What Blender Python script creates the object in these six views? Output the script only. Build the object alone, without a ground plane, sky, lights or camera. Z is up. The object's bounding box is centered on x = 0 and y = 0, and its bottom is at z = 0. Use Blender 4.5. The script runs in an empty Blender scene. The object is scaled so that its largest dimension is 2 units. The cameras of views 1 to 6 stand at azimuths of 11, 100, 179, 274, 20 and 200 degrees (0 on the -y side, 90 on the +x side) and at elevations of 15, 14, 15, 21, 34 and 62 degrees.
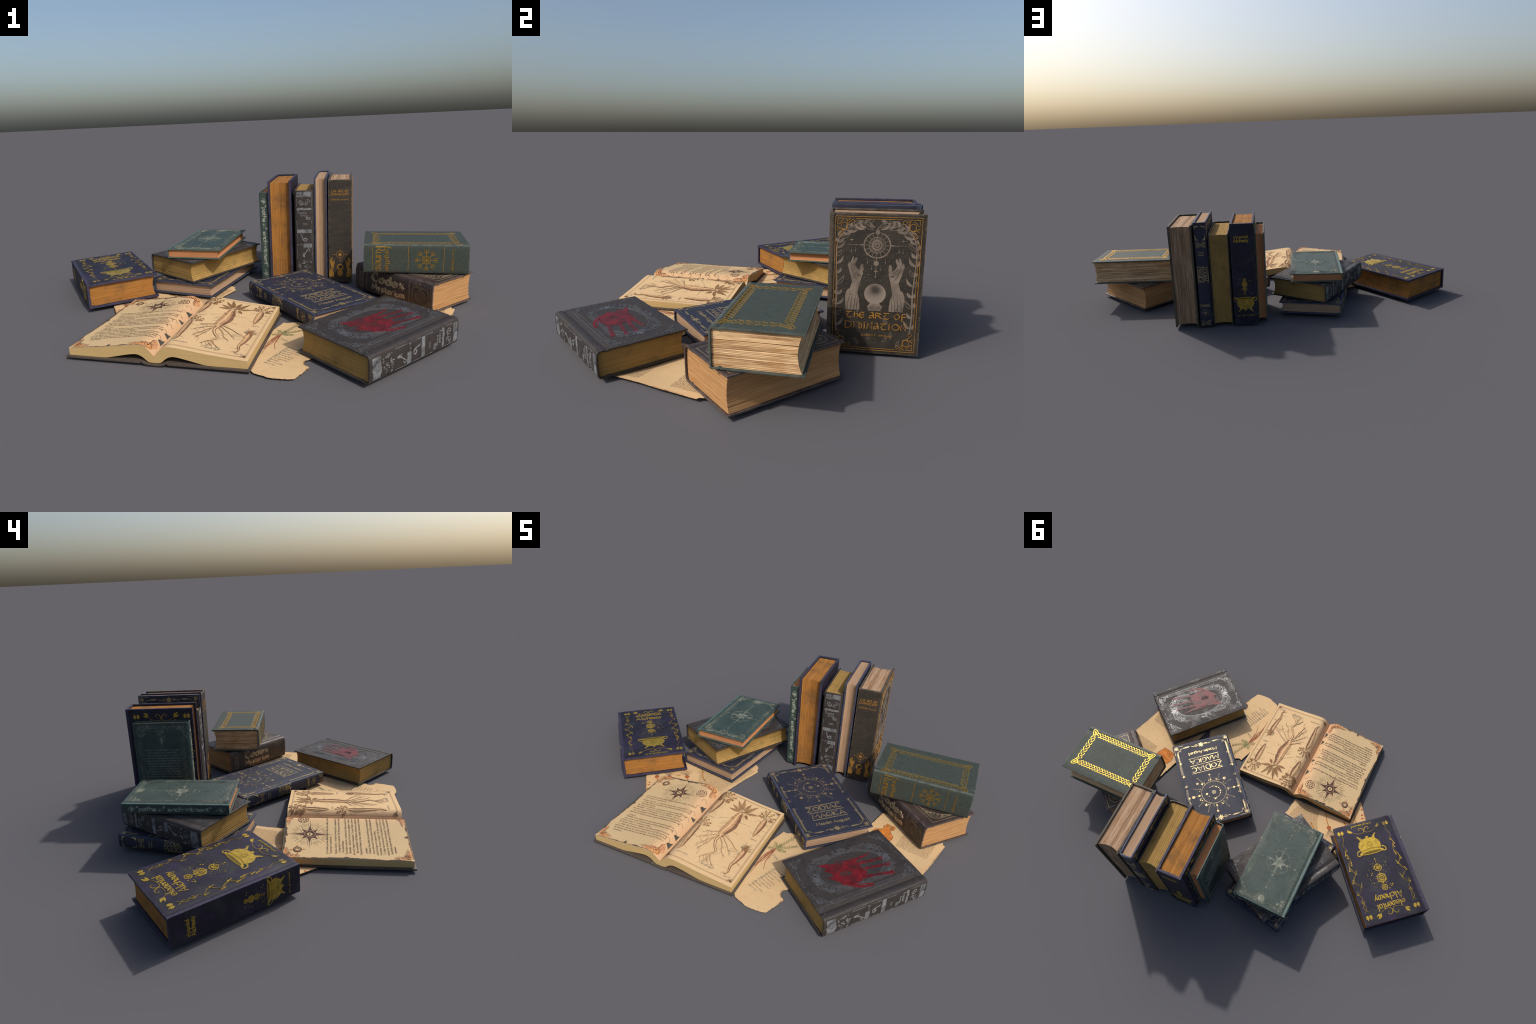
# A heap of old spell books and loose parchment sheets: twelve closed volumes, one open herbal, four sheets.
import bpy, bmesh, math, random
import numpy as np
from math import sin, cos, pi, hypot, radians, atan2, sqrt
from mathutils import Vector, Matrix, noise
from mathutils.geometry import tessellate_polygon

rnd = random.Random(7)
COL = bpy.context.scene.collection

# ------------------------------------------------------------------ node helpers
def new_mat(name):
    m = bpy.data.materials.new(name)
    m.use_nodes = True
    nt = m.node_tree
    return m, nt, nt.nodes["Principled BSDF"]

def nd(nt, kind, **kw):
    n = nt.nodes.new("ShaderNode" + kind)
    for k, v in kw.items():
        if hasattr(n, k):
            setattr(n, k, v)
        else:
            n.inputs[k.replace("_", " ")].default_value = v
    return n

def put(nt, sock, val):
    if isinstance(val, bpy.types.NodeSocket):
        nt.links.new(val, sock)
    elif isinstance(val, (tuple, list)) and len(val) == 3 and len(sock.default_value) == 4:
        sock.default_value = (*val, 1)
    else:
        sock.default_value = val

def coords(nt, scale=(1, 1, 1)):
    tc = nd(nt, "TexCoord")
    mp = nd(nt, "Mapping")
    mp.inputs["Scale"].default_value = scale
    nt.links.new(tc.outputs["Object"], mp.inputs["Vector"])
    return mp.outputs[0]

def nz(nt, scale, detail=4.0, rough=0.55, vec=None, dist=0.0):
    n = nd(nt, "TexNoise")
    n.inputs["Scale"].default_value = scale
    n.inputs["Detail"].default_value = detail
    n.inputs["Roughness"].default_value = rough
    n.inputs["Distortion"].default_value = dist
    nt.links.new(vec if vec else coords(nt), n.inputs["Vector"])
    return n.outputs["Fac"]

def ramp(nt, fac, stops):
    r = nd(nt, "ValToRGB")
    el = r.color_ramp.elements
    while len(el) < len(stops):
        el.new(0.5)
    for e, (p, c) in zip(el, stops):
        e.position = p
        e.color = (*c, 1) if not isinstance(c, (int, float)) else (c, c, c, 1)
    nt.links.new(fac, r.inputs[0])
    return r.outputs[0]

def mix(nt, fac, a, b, mode="MIX"):
    n = nd(nt, "Mix", data_type="RGBA", blend_type=mode)
    put(nt, n.inputs[0], fac)
    put(nt, n.inputs[6], a)
    put(nt, n.inputs[7], b)
    return n.outputs[2]

def mth(nt, op, a, b=None, clamp=False):
    n = nd(nt, "Math", operation=op, use_clamp=clamp)
    put(nt, n.inputs[0], a)
    if b is not None:
        put(nt, n.inputs[1], b)
    return n.outputs[0]

def bump(nt, bsdf, height, strength=0.3, dist=0.002):
    b = nd(nt, "Bump")
    b.inputs["Strength"].default_value = strength
    b.inputs["Distance"].default_value = dist
    nt.links.new(height, b.inputs["Height"])
    nt.links.new(b.outputs[0], bsdf.inputs["Normal"])

def sc(c, k):
    return tuple(min(1.0, x * k) for x in c)

# ------------------------------------------------------------------ materials
def mat_leather(name, base, blot, wear, dims, rough=0.55, wear_w=0.006, grain=0.25, blot_scale=9.0,
                spec=0.4, rough_var=0.12, cracks=0.0, blot_lo=0.45, blot_hi=0.7,
                blot2=None, gloss=0.0, scuff=None):
    W, L, T = dims
    m, nt, b = new_mat(name)
    v = coords(nt)
    fine = nz(nt, 60, 6, 0.65, v)
    big = nz(nt, blot_scale, 5, 0.6, v, 0.3)
    col = ramp(nt, fine, [(0.3, sc(base, 0.72)), (0.7, sc(base, 1.25))])
    col = mix(nt, ramp(nt, big, [(blot_lo, 0.0), (blot_hi, 0.85)]), col, blot)
    if blot2:
        col = mix(nt, ramp(nt, nz(nt, blot_scale * 1.3, 5, 0.65, coords(nt, (1, 1.4, 0.9)), 0.2), [(0.5, 0.0), (0.68, 0.9)]), col, blot2)
    if scuff:                                   # fine dragged scratches and rubbed specks
        s1 = nz(nt, 1.0, 4, 0.8, coords(nt, (260, 18, 260)))
        s2 = nz(nt, 1.0, 4, 0.8, coords(nt, (16, 240, 16)))
        where = ramp(nt, nz(nt, 16, 4, 0.6, v), [(0.45, 0.0), (0.65, 1.0)])
        k2 = mth(nt, "MULTIPLY", ramp(nt, mth(nt, "MAXIMUM", s1, s2), [(0.62, 0.0), (0.72, 1.0)]), where)
        col = mix(nt, mth(nt, "MULTIPLY", k2, 0.6), col, scuff)
    xyz = nd(nt, "SeparateXYZ")
    nt.links.new(v, xyz.inputs[0])
    ey = mth(nt, "MINIMUM", xyz.outputs[1], mth(nt, "SUBTRACT", L, xyz.outputs[1]))
    e = mth(nt, "MINIMUM", ey, mth(nt, "SUBTRACT", W, xyz.outputs[0]))
    spz = mth(nt, "SUBTRACT", T / 2, mth(nt, "ABSOLUTE", xyz.outputs[2]))
    spx = mth(nt, "ADD", spz, mth(nt, "MAXIMUM", mth(nt, "SUBTRACT", xyz.outputs[0], 0.012), 0.0))
    e = mth(nt, "MINIMUM", e, spx)
    rag = mth(nt, "MULTIPLY", mth(nt, "SUBTRACT", nz(nt, 45, 5, 0.7, v), 0.5), wear_w * 5)
    k = mth(nt, "SUBTRACT", 1.0, mth(nt, "DIVIDE", mth(nt, "ADD", mth(nt, "MAXIMUM", e, 0.0), rag), wear_w), True)
    col = mix(nt, mth(nt, "MULTIPLY", k, 0.75), col, wear)
    put(nt, b.inputs["Base Color"], col)
    r = mth(nt, "ADD", rough - rough_var, mth(nt, "MULTIPLY", nz(nt, 14, 5, 0.6, v), rough_var * 2))
    if gloss:
        r = mth(nt, "SUBTRACT", r, mth(nt, "MULTIPLY", ramp(nt, nz(nt, 10, 5, 0.6, v, 0.3), [(0.5, 0.0), (0.66, 1.0)]), gloss))
    put(nt, b.inputs["Roughness"], r)
    b.inputs["Specular IOR Level"].default_value = spec
    h = mth(nt, "ADD", mth(nt, "MULTIPLY", nz(nt, 420, 3, 0.6, v), 0.35), nz(nt, 55, 6, 0.7, v))
    if cracks:
        vo = nd(nt, "TexVoronoi", feature="DISTANCE_TO_EDGE")
        vo.inputs["Scale"].default_value = 70
        nt.links.new(v, vo.inputs["Vector"])
        h = mth(nt, "ADD", h, mth(nt, "MULTIPLY", mth(nt, "MINIMUM", mth(nt, "MULTIPLY", vo.outputs[0], 6), 1.0), cracks))
    bump(nt, b, h, grain, 0.0025)
    return m

def mat_pages(name, light, dark, line_scale=700, contrast=0.5, stain=None, stain_amt=0.35, rough=0.85, axis=2, lines2=90):
    m, nt, b = new_mat(name)
    s = [9.0, 9.0, 9.0]
    s[axis] = line_scale
    s2 = [3.0, 3.0, 3.0]
    s2[axis] = lines2
    l1 = nz(nt, 1.0, 3, 0.7, coords(nt, s))
    l2 = nz(nt, 1.0, 4, 0.7, coords(nt, s2))
    f = mth(nt, "ADD", mth(nt, "MULTIPLY", l1, 0.55), mth(nt, "MULTIPLY", l2, 0.45))
    col = ramp(nt, f, [(0.5 - 0.16 / max(contrast, 0.1) * 0.5, dark), (0.5 + 0.12 / max(contrast, 0.1) * 0.5, light)])
    if stain:
        bl = nz(nt, 11, 5, 0.65, None, 0.2)
        col = mix(nt, mth(nt, "MULTIPLY", ramp(nt, bl, [(0.5, 0.0), (0.68, 1.0)]), stain_amt), col, stain)
    put(nt, b.inputs["Base Color"], col)
    b.inputs["Roughness"].default_value = rough
    b.inputs["Specular IOR Level"].default_value = 0.2
    bump(nt, b, f, 0.35, 0.0015)
    return m

def mat_foil(name, col, under, fade=0.3, metallic=0.9, rough=0.38, scale=22, lo=0.42):
    """Worn metal foil: noise rubs it through to the cover colour below."""
    m, nt, b = new_mat(name)
    n = nz(nt, scale, 6, 0.7)
    big = nz(nt, scale * 0.28, 3, 0.5)
    f = mth(nt, "ADD", mth(nt, "MULTIPLY", n, 0.5), mth(nt, "MULTIPLY", big, 0.5))
    k = ramp(nt, f, [(lo - 0.12 + fade * 0.3, 0.0), (lo + 0.04 + fade * 0.3, 1.0)])
    shade = ramp(nt, nz(nt, 90, 4, 0.6), [(0.3, sc(col, 0.7)), (0.7, sc(col, 1.15))])
    put(nt, b.inputs["Base Color"], mix(nt, k, under, shade))
    put(nt, b.inputs["Metallic"], mth(nt, "MULTIPLY", k, metallic))
    put(nt, b.inputs["Roughness"], rough)
    bump(nt, b, nz(nt, 260, 3, 0.6), 0.12, 0.001)
    return m

def mat_ink(name, col, rough=0.75, var=0.25, metallic=0.0, fade=None, lo=0.35, hi=0.55, scale=30):
    m, nt, b = new_mat(name)
    c = ramp(nt, nz(nt, 70, 4, 0.65), [(0.3, sc(col, 1 - var)), (0.7, sc(col, 1 + var))])
    if fade:
        c = mix(nt, ramp(nt, nz(nt, scale, 5, 0.65), [(lo, 1.0), (hi, 0.0)]), c, fade)
    put(nt, b.inputs["Base Color"], c)
    b.inputs["Roughness"].default_value = rough
    b.inputs["Metallic"].default_value = metallic
    b.inputs["Specular IOR Level"].default_value = 0.25
    return m

def mat_paper(name, base=(0.58, 0.41, 0.215), stain=(0.5, 0.29, 0.15), gutter=None, glow=0.05):
    m, nt, b = new_mat(name)
    col = ramp(nt, nz(nt, 120, 5, 0.6), [(0.3, sc(base, 0.93)), (0.7, sc(base, 1.06))])
    col = mix(nt, ramp(nt, nz(nt, 9, 5, 0.65, None, 0.4), [(0.5, 0.0), (0.75, 0.55)]), col, stain)
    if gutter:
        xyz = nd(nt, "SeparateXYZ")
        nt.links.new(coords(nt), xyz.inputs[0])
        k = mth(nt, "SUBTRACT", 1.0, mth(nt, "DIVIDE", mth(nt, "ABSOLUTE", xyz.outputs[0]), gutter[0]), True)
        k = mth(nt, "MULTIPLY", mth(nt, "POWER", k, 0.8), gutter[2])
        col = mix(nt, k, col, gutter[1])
    put(nt, b.inputs["Base Color"], col)
    b.inputs["Roughness"].default_value = 0.8
    b.inputs["Specular IOR Level"].default_value = 0.2
    bump(nt, b, nz(nt, 170, 4, 0.6), 0.12, 0.001)
    return m

# ------------------------------------------------------------------ object helpers
def add(name, mesh, parent=None, mat=None, kind=None):
    o = bpy.data.objects.new(name, mesh)
    COL.objects.link(o)
    if mat and not mesh.materials:
        mesh.materials.append(mat)
    if parent:
        o.parent = parent
    if kind:
        o["kind"] = kind
    return o

def mesh_from(name, verts, faces, mat, angle=35):
    me = bpy.data.meshes.new(name)
    me.from_pydata(verts, [], faces)
    me.materials.append(mat)
    me.polygons.foreach_set("use_smooth", [True] * len(me.polygons))
    me.set_sharp_from_angle(angle=radians(angle))
    return me

# ------------------------------------------------------------------ the relief pen: strokes, plates, letters
class Deco:
    """Thin raised work (foil, ink, embossing) laid on a surface given by fmap(s, t, h) -> xyz."""
    def __init__(self, fmap, h=0.0005, wall=True, flip=False, maxlen=None):
        self.f, self.h, self.wall, self.flip, self.maxlen = fmap, h, wall, flip, maxlen
        self.v, self.p, self.k = [], [], 0

    def _h(self):
        self.k += 1
        return self.h + 1.6e-5 * (self.k % 23)

    def face(self, *i):
        self.p.append(i[::-1] if self.flip else i)

    def stroke(self, pts, w, closed=False, taper=False):
        if self.maxlen:
            q = [pts[0]]
            for a, b in zip(pts, pts[1:] + ([pts[0]] if closed else [])):
                n = max(1, int(hypot(b[0] - a[0], b[1] - a[1]) / self.maxlen + 0.999))
                q += [(a[0] + (b[0] - a[0]) * i / n, a[1] + (b[1] - a[1]) * i / n) for i in range(1, n + 1)]
            if not isinstance(w, (int, float)):
                w = list(np.interp(np.linspace(0, 1, len(q)), np.linspace(0, 1, len(w)), w))
            pts = q[:-1] if closed else q
        n = len(pts)
        if n < 2:
            return
        ws = [w] * n if isinstance(w, (int, float)) else list(w)
        if taper:
            ws = [a * (0.25 + 0.75 * (1 - i / (n - 1))) for i, a in enumerate(ws)]
        h = self._h()
        base = len(self.v)
        for i in range(n):
            a = pts[i - 1] if (i or closed) else pts[i]
            b = pts[(i + 1) % n] if (i < n - 1 or closed) else pts[i]
            c = pts[i]
            d0 = (c[0] - a[0], c[1] - a[1])
            d1 = (b[0] - c[0], b[1] - c[1])
            l0, l1 = hypot(*d0) or 1e-9, hypot(*d1) or 1e-9
            u0, u1 = (d0[0] / l0, d0[1] / l0), (d1[0] / l1, d1[1] / l1)
            if l0 < 1e-8: u0 = u1
            if l1 < 1e-8: u1 = u0
            tx, ty = u0[0] + u1[0], u0[1] + u1[1]
            tl = hypot(tx, ty)
            if tl < 0.2:
                tx, ty, tl = u1[0], u1[1], 1.0
            nx, ny = -ty / tl, tx / tl
            m = min(1.6, 1 / max(0.4, nx * -u1[1] + ny * u1[0]))
            o = ws[i] * 0.5 * m
            self.v.append(self.f(c[0] + nx * o, c[1] + ny * o, h))
            self.v.append(self.f(c[0] - nx * o, c[1] - ny * o, h))
            if self.wall:
                self.v.append(self.f(c[0] + nx * o * 1.06, c[1] + ny * o * 1.06, -0.0004))
                self.v.append(self.f(c[0] - nx * o * 1.06, c[1] - ny * o * 1.06, -0.0004))
        s = 4 if self.wall else 2
        for i in range(n if closed else n - 1):
            a, b = base + s * i, base + s * ((i + 1) % n)
            self.face(a, a + 1, b + 1, b)
            if self.wall:
                self.face(a, b, b + 2, a + 2)
                self.face(a + 1, a + 3, b + 3, b + 1)
        if self.wall and not closed:
            for a in (base, base + s * (n - 1)):
                self.p.append((a, a + 2, a + 3, a + 1))

    def poly(self, pts, holes=()):
        loops = [list(pts)] + [list(x) for x in holes]
        flat = [p for l in loops for p in l]
        tris = tessellate_polygon([[Vector((a, b, 0)) for a, b in l] for l in loops])
        h = self._h()
        base = len(self.v)
        P = list(flat)
        T = [tuple(t) for t in tris]
        if self.maxlen:
            for _ in range(6):
                done, out = True, []
                for t in T:
                    e = [(hypot(P[t[i]][0] - P[t[(i + 1) % 3]][0], P[t[i]][1] - P[t[(i + 1) % 3]][1]), i) for i in range(3)]
                    l, i = max(e)
                    if l > self.maxlen * 1.5:
                        a, b, c = t[i], t[(i + 1) % 3], t[(i + 2) % 3]
                        P.append(((P[a][0] + P[b][0]) / 2, (P[a][1] + P[b][1]) / 2))
                        out += [(a, len(P) - 1, c), (len(P) - 1, b, c)]
                        done = False
                    else:
                        out.append(t)
                T = out
                if done:
                    break
        self.v += [self.f(a, b, h) for a, b in P]
        for t in T:
            a, b, c = (P[i] for i in t)
            ccw = (b[0] - a[0]) * (c[1] - a[1]) - (b[1] - a[1]) * (c[0] - a[0]) > 0
            self.face(*[base + i for i in (t if ccw else t[::-1])])
        if self.wall:
            o = 0
            for l in loops:
                w = len(self.v)
                self.v += [self.f(a, b, -0.0004) for a, b in l]
                n = len(l)
                for i in range(n):
                    j = (i + 1) % n
                    self.p.append((base + o + i, base + o + j, w + j, w + i))
                o += n

    # -- shapes
    def line(self, a, b, w):
        self.stroke([a, b], w)

    def ring(self, c, r, w, n=40, ry=None, a0=0.0, a1=2 * pi):
        ry = ry or r
        full = abs(a1 - a0 - 2 * pi) < 1e-6
        k = n if full else n + 1
        self.stroke([(c[0] + r * cos(a0 + (a1 - a0) * i / n), c[1] + ry * sin(a0 + (a1 - a0) * i / n)) for i in range(k)], w, full)

    def disc(self, c, r, n=14, ry=None):
        ry = ry or r
        self.poly([(c[0] + r * cos(2 * pi * i / n), c[1] + ry * sin(2 * pi * i / n)) for i in range(n)])

    def star(self, c, R, r, n, rot=pi / 2, R2=None, inner=None):
        pts = []
        for i in range(2 * n):
            a = rot + pi * i / n
            q = (R if (i // 2) % 2 == 0 or R2 is None else R2) if i % 2 == 0 else r
            pts.append((c[0] + q * cos(a), c[1] + q * sin(a)))
        hole = [[(c[0] + inner * cos(2 * pi * i / 20), c[1] + inner * sin(2 * pi * i / 20)) for i in range(20)]] if inner else ()
        self.poly(pts, hole)

    def leaf(self, a, b, w, n=7, bend=0.0):
        dx, dy = b[0] - a[0], b[1] - a[1]
        L = hypot(dx, dy)
        u, v = (dx / L, dy / L), (-dy / L, dx / L)
        def at(t, o):
            bx = bend * L * sin(pi * t)
            return (a[0] + u[0] * L * t + v[0] * (o + bx), a[1] + u[1] * L * t + v[1] * (o + bx))
        prof = [w * 0.5 * sin(pi * (i / n) ** 0.8) for i in range(n + 1)]
        self.poly([at(i / n, prof[i]) for i in range(n + 1)] + [at(i / n, -prof[i]) for i in range(n - 1, 0, -1)])

    def outline_leaf(self, a, b, w, lw, bend=0.0, n=8):
        dx, dy = b[0] - a[0], b[1] - a[1]
        L = hypot(dx, dy)
        u, v = (dx / L, dy / L), (-dy / L, dx / L)
        def at(t, o):
            bx = bend * L * sin(pi * t)
            return (a[0] + u[0] * L * t + v[0] * (o + bx), a[1] + u[1] * L * t + v[1] * (o + bx))
        prof = [w * 0.5 * sin(pi * (i / n) ** 0.8) for i in range(n + 1)]
        self.stroke([at(i / n, prof[i]) for i in range(n + 1)] + [at(i / n, -prof[i]) for i in range(n - 1, 0, -1)], lw, True)
        self.stroke([at(0, 0), at(0.85, 0)], lw * 0.7)

    def spiral(self, c, r, turns, a0, w, sgn=1, r_end=0.12, n=None, tail=()):
        n = n or int(12 * turns) + 4
        pts = list(tail)
        for i in range(n + 1):
            t = i / n
            R = r * (1 - t * (1 - r_end))
            a = a0 + sgn * 2 * pi * turns * t
            pts.append((c[0] + R * cos(a), c[1] + R * sin(a)))
        self.stroke(pts, [w * (1.0 - 0.35 * i / len(pts)) for i in range(len(pts))])

    def curve(self, ctrl, w, per=7, taper=False, closed=False):
        self.stroke(catmull(ctrl, per, closed), w, closed, taper)

    def scrolls(self, inside, box, n, size, w, seed):
        """Dense filigree: little curls, dots and leaflets scattered where inside(x, y) holds."""
        r = random.Random(seed)
        made, tries = 0, 0
        while made < n and tries < n * 30:
            tries += 1
            x, y = r.uniform(box[0], box[2]), r.uniform(box[1], box[3])
            if not inside(x, y):
                continue
            made += 1
            z, a = size * r.uniform(0.55, 1.2), r.uniform(0, 2 * pi)
            q = r.random()
            if q < 0.5:
                self.spiral((x, y), z, r.uniform(0.7, 1.4), a, w * r.uniform(0.7, 1.1), r.choice((-1, 1)))
            elif q < 0.8:
                self.leaf((x, y), (x + z * 1.6 * cos(a), y + z * 1.6 * sin(a)), z * 0.6, 5, r.uniform(-0.2, 0.2))
            else:
                self.disc((x, y), z * 0.3, 7)

    def mesh(self, name, mat, angle=30):
        me = bpy.data.meshes.new(name)
        me.from_pydata(self.v, [], self.p)
        me.materials.append(mat)
        return me

def catmull(c, per=7, closed=False):
    n = len(c)
    out = []
    for i in range(n if closed else n - 1):
        p1, p2 = c[i], c[(i + 1) % n]
        p0 = c[i - 1] if (i or closed) else p1
        p3 = c[(i + 2) % n] if (i < n - 2 or closed) else p2
        for j in range(per):
            t = j / per
            out.append(tuple(0.5 * (2 * p1[k] + (p2[k] - p0[k]) * t + (2 * p0[k] - 5 * p1[k] + 4 * p2[k] - p3[k]) * t * t
                                    + (3 * p1[k] - p0[k] - 3 * p2[k] + p3[k]) * t ** 3) for k in (0, 1)))
    if not closed:
        out.append(tuple(c[-1]))
    return out

# Pen skeletons: pairs of grid digits (x, y); baseline y=2, x-height 6, capitals 9, descenders 0; ~ means a curved stroke.
GLYPH = {
    "a": "~45 36 16 04 12 32 44|46 42", "b": "09 02|~04 26 45 43 32 12 03", "c": "~45 26 05 03 12 32 43",
    "d": "49 42|~44 26 05 03 12 32 43", "e": "~04 44 45 26 05 03 12 32 43", "f": "~48 29 17 12|06 36",
    "g": "~45 26 05 03 12 32 44|~46 41 20 01", "h": "09 02|~04 26 36 45 42", "i": "16 12|18 17",
    "j": "~26 21 10 00|28 27", "k": "09 02|36 04 42", "l": "~19 13 22", "m": "06 02|~04 16 26 35 32|~34 46 56 65 62",
    "n": "06 02|~04 26 36 45 42", "o": "~26 05 03 22 43 45 26", "p": "06 00|~04 26 45 43 22 03",
    "q": "46 40|~44 26 05 03 22 43", "r": "06 02|~04 16 36", "s": "~45 26 15 14 33 43 32 12 03", "t": "18 13 22 32|06 36",
    "u": "~06 03 12 32 43|46 42", "v": "06 22 46", "w": "06 12 35 52 66", "x": "06 42|46 02", "y": "06 23|46 00",
    "z": "06 46 02 42", "A": "02 39 62|14 54", "B": "09 02|~09 38 46 05|~05 45 53 32 02", "C": "~58 39 18 05 13 32 53",
    "D": "09 02|~09 39 57 54 32 02", "E": "49 09 02 42|06 36", "F": "49 09 02|06 36", "G": "~58 39 18 05 13 32 53 55|35 55",
    "H": "09 02|59 52|06 56", "I": "19 12", "K": "09 02|49 05 52", "L": "09 02 42", "M": "02 19 44 79 82", "N": "02 09 52 59",
    "O": "~39 17 06 05 13 32 53 65 66 57 39", "P": "09 02|~09 39 48 46 35 05", "Q": "~39 17 06 05 13 32 53 65 66 57 39|34 62",
    "R": "09 02|~09 39 48 46 35 05|25 52", "S": "~48 29 08 16 35 44 32 03", "T": "09 69|39 32", "U": "~09 04 12 32 44 49|49 42",
    "V": "09 32 69", "W": "09 12 46 72 89", "Y": "09 35 69|35 32", "Z": "09 59 02 52", ".": "12 13", ",": "13 01",
    "'": "19 17", '"': "09 07|29 27", "-": "05 35", "!": "19 14|12 13",
    # uncial forms used on titles, one size for all letters
    "1": "~08 58|~37 15 14 22 42 53", "2": "18 12|~15 36 45 43 32", "3": "~47 28 06 04 22 43|05 45", "4": "~18 38 42|~35 15 03 12 34",
    "5": "08 02|~08 47 36 05|25 52", "6": "~28 06 04 22 44 46 28", "7": "~48 28 17 10|05 45",
    "8": "~08 28 25 23 32 43 46 38", "9": "08 28 18 12 02 22", "0": "02 08 42 49 38",
    # round-backed m of the alchemy titles
    "µ": "~26 05 03 12 22 33|~36 32|~36 56 65 63 52 32",
}

def parse(ch):
    out = []
    for st in GLYPH.get(ch, "05 35").split("|"):
        curved = st.startswith("~")
        out.append((curved, [(int(q[0]), int(q[1])) for q in st.lstrip("~").split()]))
    return out

PARSED = {c: parse(c) for c in GLYPH}

def text(d, s, x, y, size, wmax=0.9, wmin=0.3, nib=25, dx=(1, 0), align="c", width=None, curved=True, serif=False,
         slant=0.0, gap=1.5, per=4, jitter=0.0):
    """Write s with a broad pen; (x, y) is the baseline point, size the capital height, dx the writing direction."""
    u = size / 7.0
    adv, pos = 0.0, []
    for ch in s:
        if ch == " ":
            adv += 3.0
            continue
        g = PARSED.get(ch) or PARSED.get(ch.lower()) or PARSED["-"]
        wd = max(p[0] for _, st in g for p in st)
        pos.append((g, adv))
        adv += wd + gap
    adv -= gap
    kx = (width / (adv * u)) if width else 1.0
    x0 = {"c": -adv / 2, "l": 0.0, "r": -adv}[align]
    dy = (-dx[1], dx[0])
    na = radians(nib)
    for g, ax in pos:
        jy = rnd.uniform(-jitter, jitter)
        for cv, pts in g:
            raw = catmull(pts, per) if (cv and curved) else pts
            loc = [((x0 + ax + px + slant * (py - 2)) * kx * u, (py - 2 + jy) * u) for px, py in raw]
            W = []
            n = len(loc)
            for i in range(n):
                a, b = loc[max(0, i - 1)], loc[min(n - 1, i + 1)]
                th = atan2(b[1] - a[1], b[0] - a[0])
                W.append(u * (wmin + (wmax - wmin) * abs(sin(th - na))))
            P = lambda q: (x + dx[0] * q[0] + dy[0] * q[1], y + dx[1] * q[0] + dy[1] * q[1])
            d.stroke([P(q) for q in loc], W)
            if serif and not cv:
                for i, j in ((0, 1), (n - 1, n - 2)):
                    if abs(loc[i][1] - loc[j][1]) > 0.8 * abs(loc[i][0] - loc[j][0]):
                        q = loc[i]
                        d.stroke([P((q[0] - u * 0.95, q[1])), P((q[0] + u * 0.95, q[1]))], u * max(0.32, wmin))

# ------------------------------------------------------------------ closed books
class Style:
    def __init__(s, name, W, L, T, b=0.0068, sd=0.008, p=4, xg=0.022, gw=0.006, gd=0.002, drop=0.0, amp=0.0006, seed=1,
                 ov=0.009, ovy=0.008, sag=0.010, levels=64, ridge=0.0003, gap=0.0008, gapp=0.13):
        s.__dict__.update(locals())

    def spine_x(s, z):
        q = min(1.0, abs(2 * z / s.T))
        return s.sd * (1 - (1 - q ** s.p) ** (1 / s.p))

    # surface maps used for the decoration
    def front(s, x, y, h): return (x, y, s.T / 2 + h)
    def back(s, x, y, h): return (s.W - x, y, -s.T / 2 - h)
    def spine(s, a, t, h):
        e = 1e-4
        a = max(-s.T * 0.497, min(s.T * 0.497, a))
        g = (s.spine_x(a + e) - s.spine_x(a - e)) / (2 * e)
        k = 1 / sqrt(1 + g * g)
        return (s.spine_x(a) - h * k, t, a + h * k * g)

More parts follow.
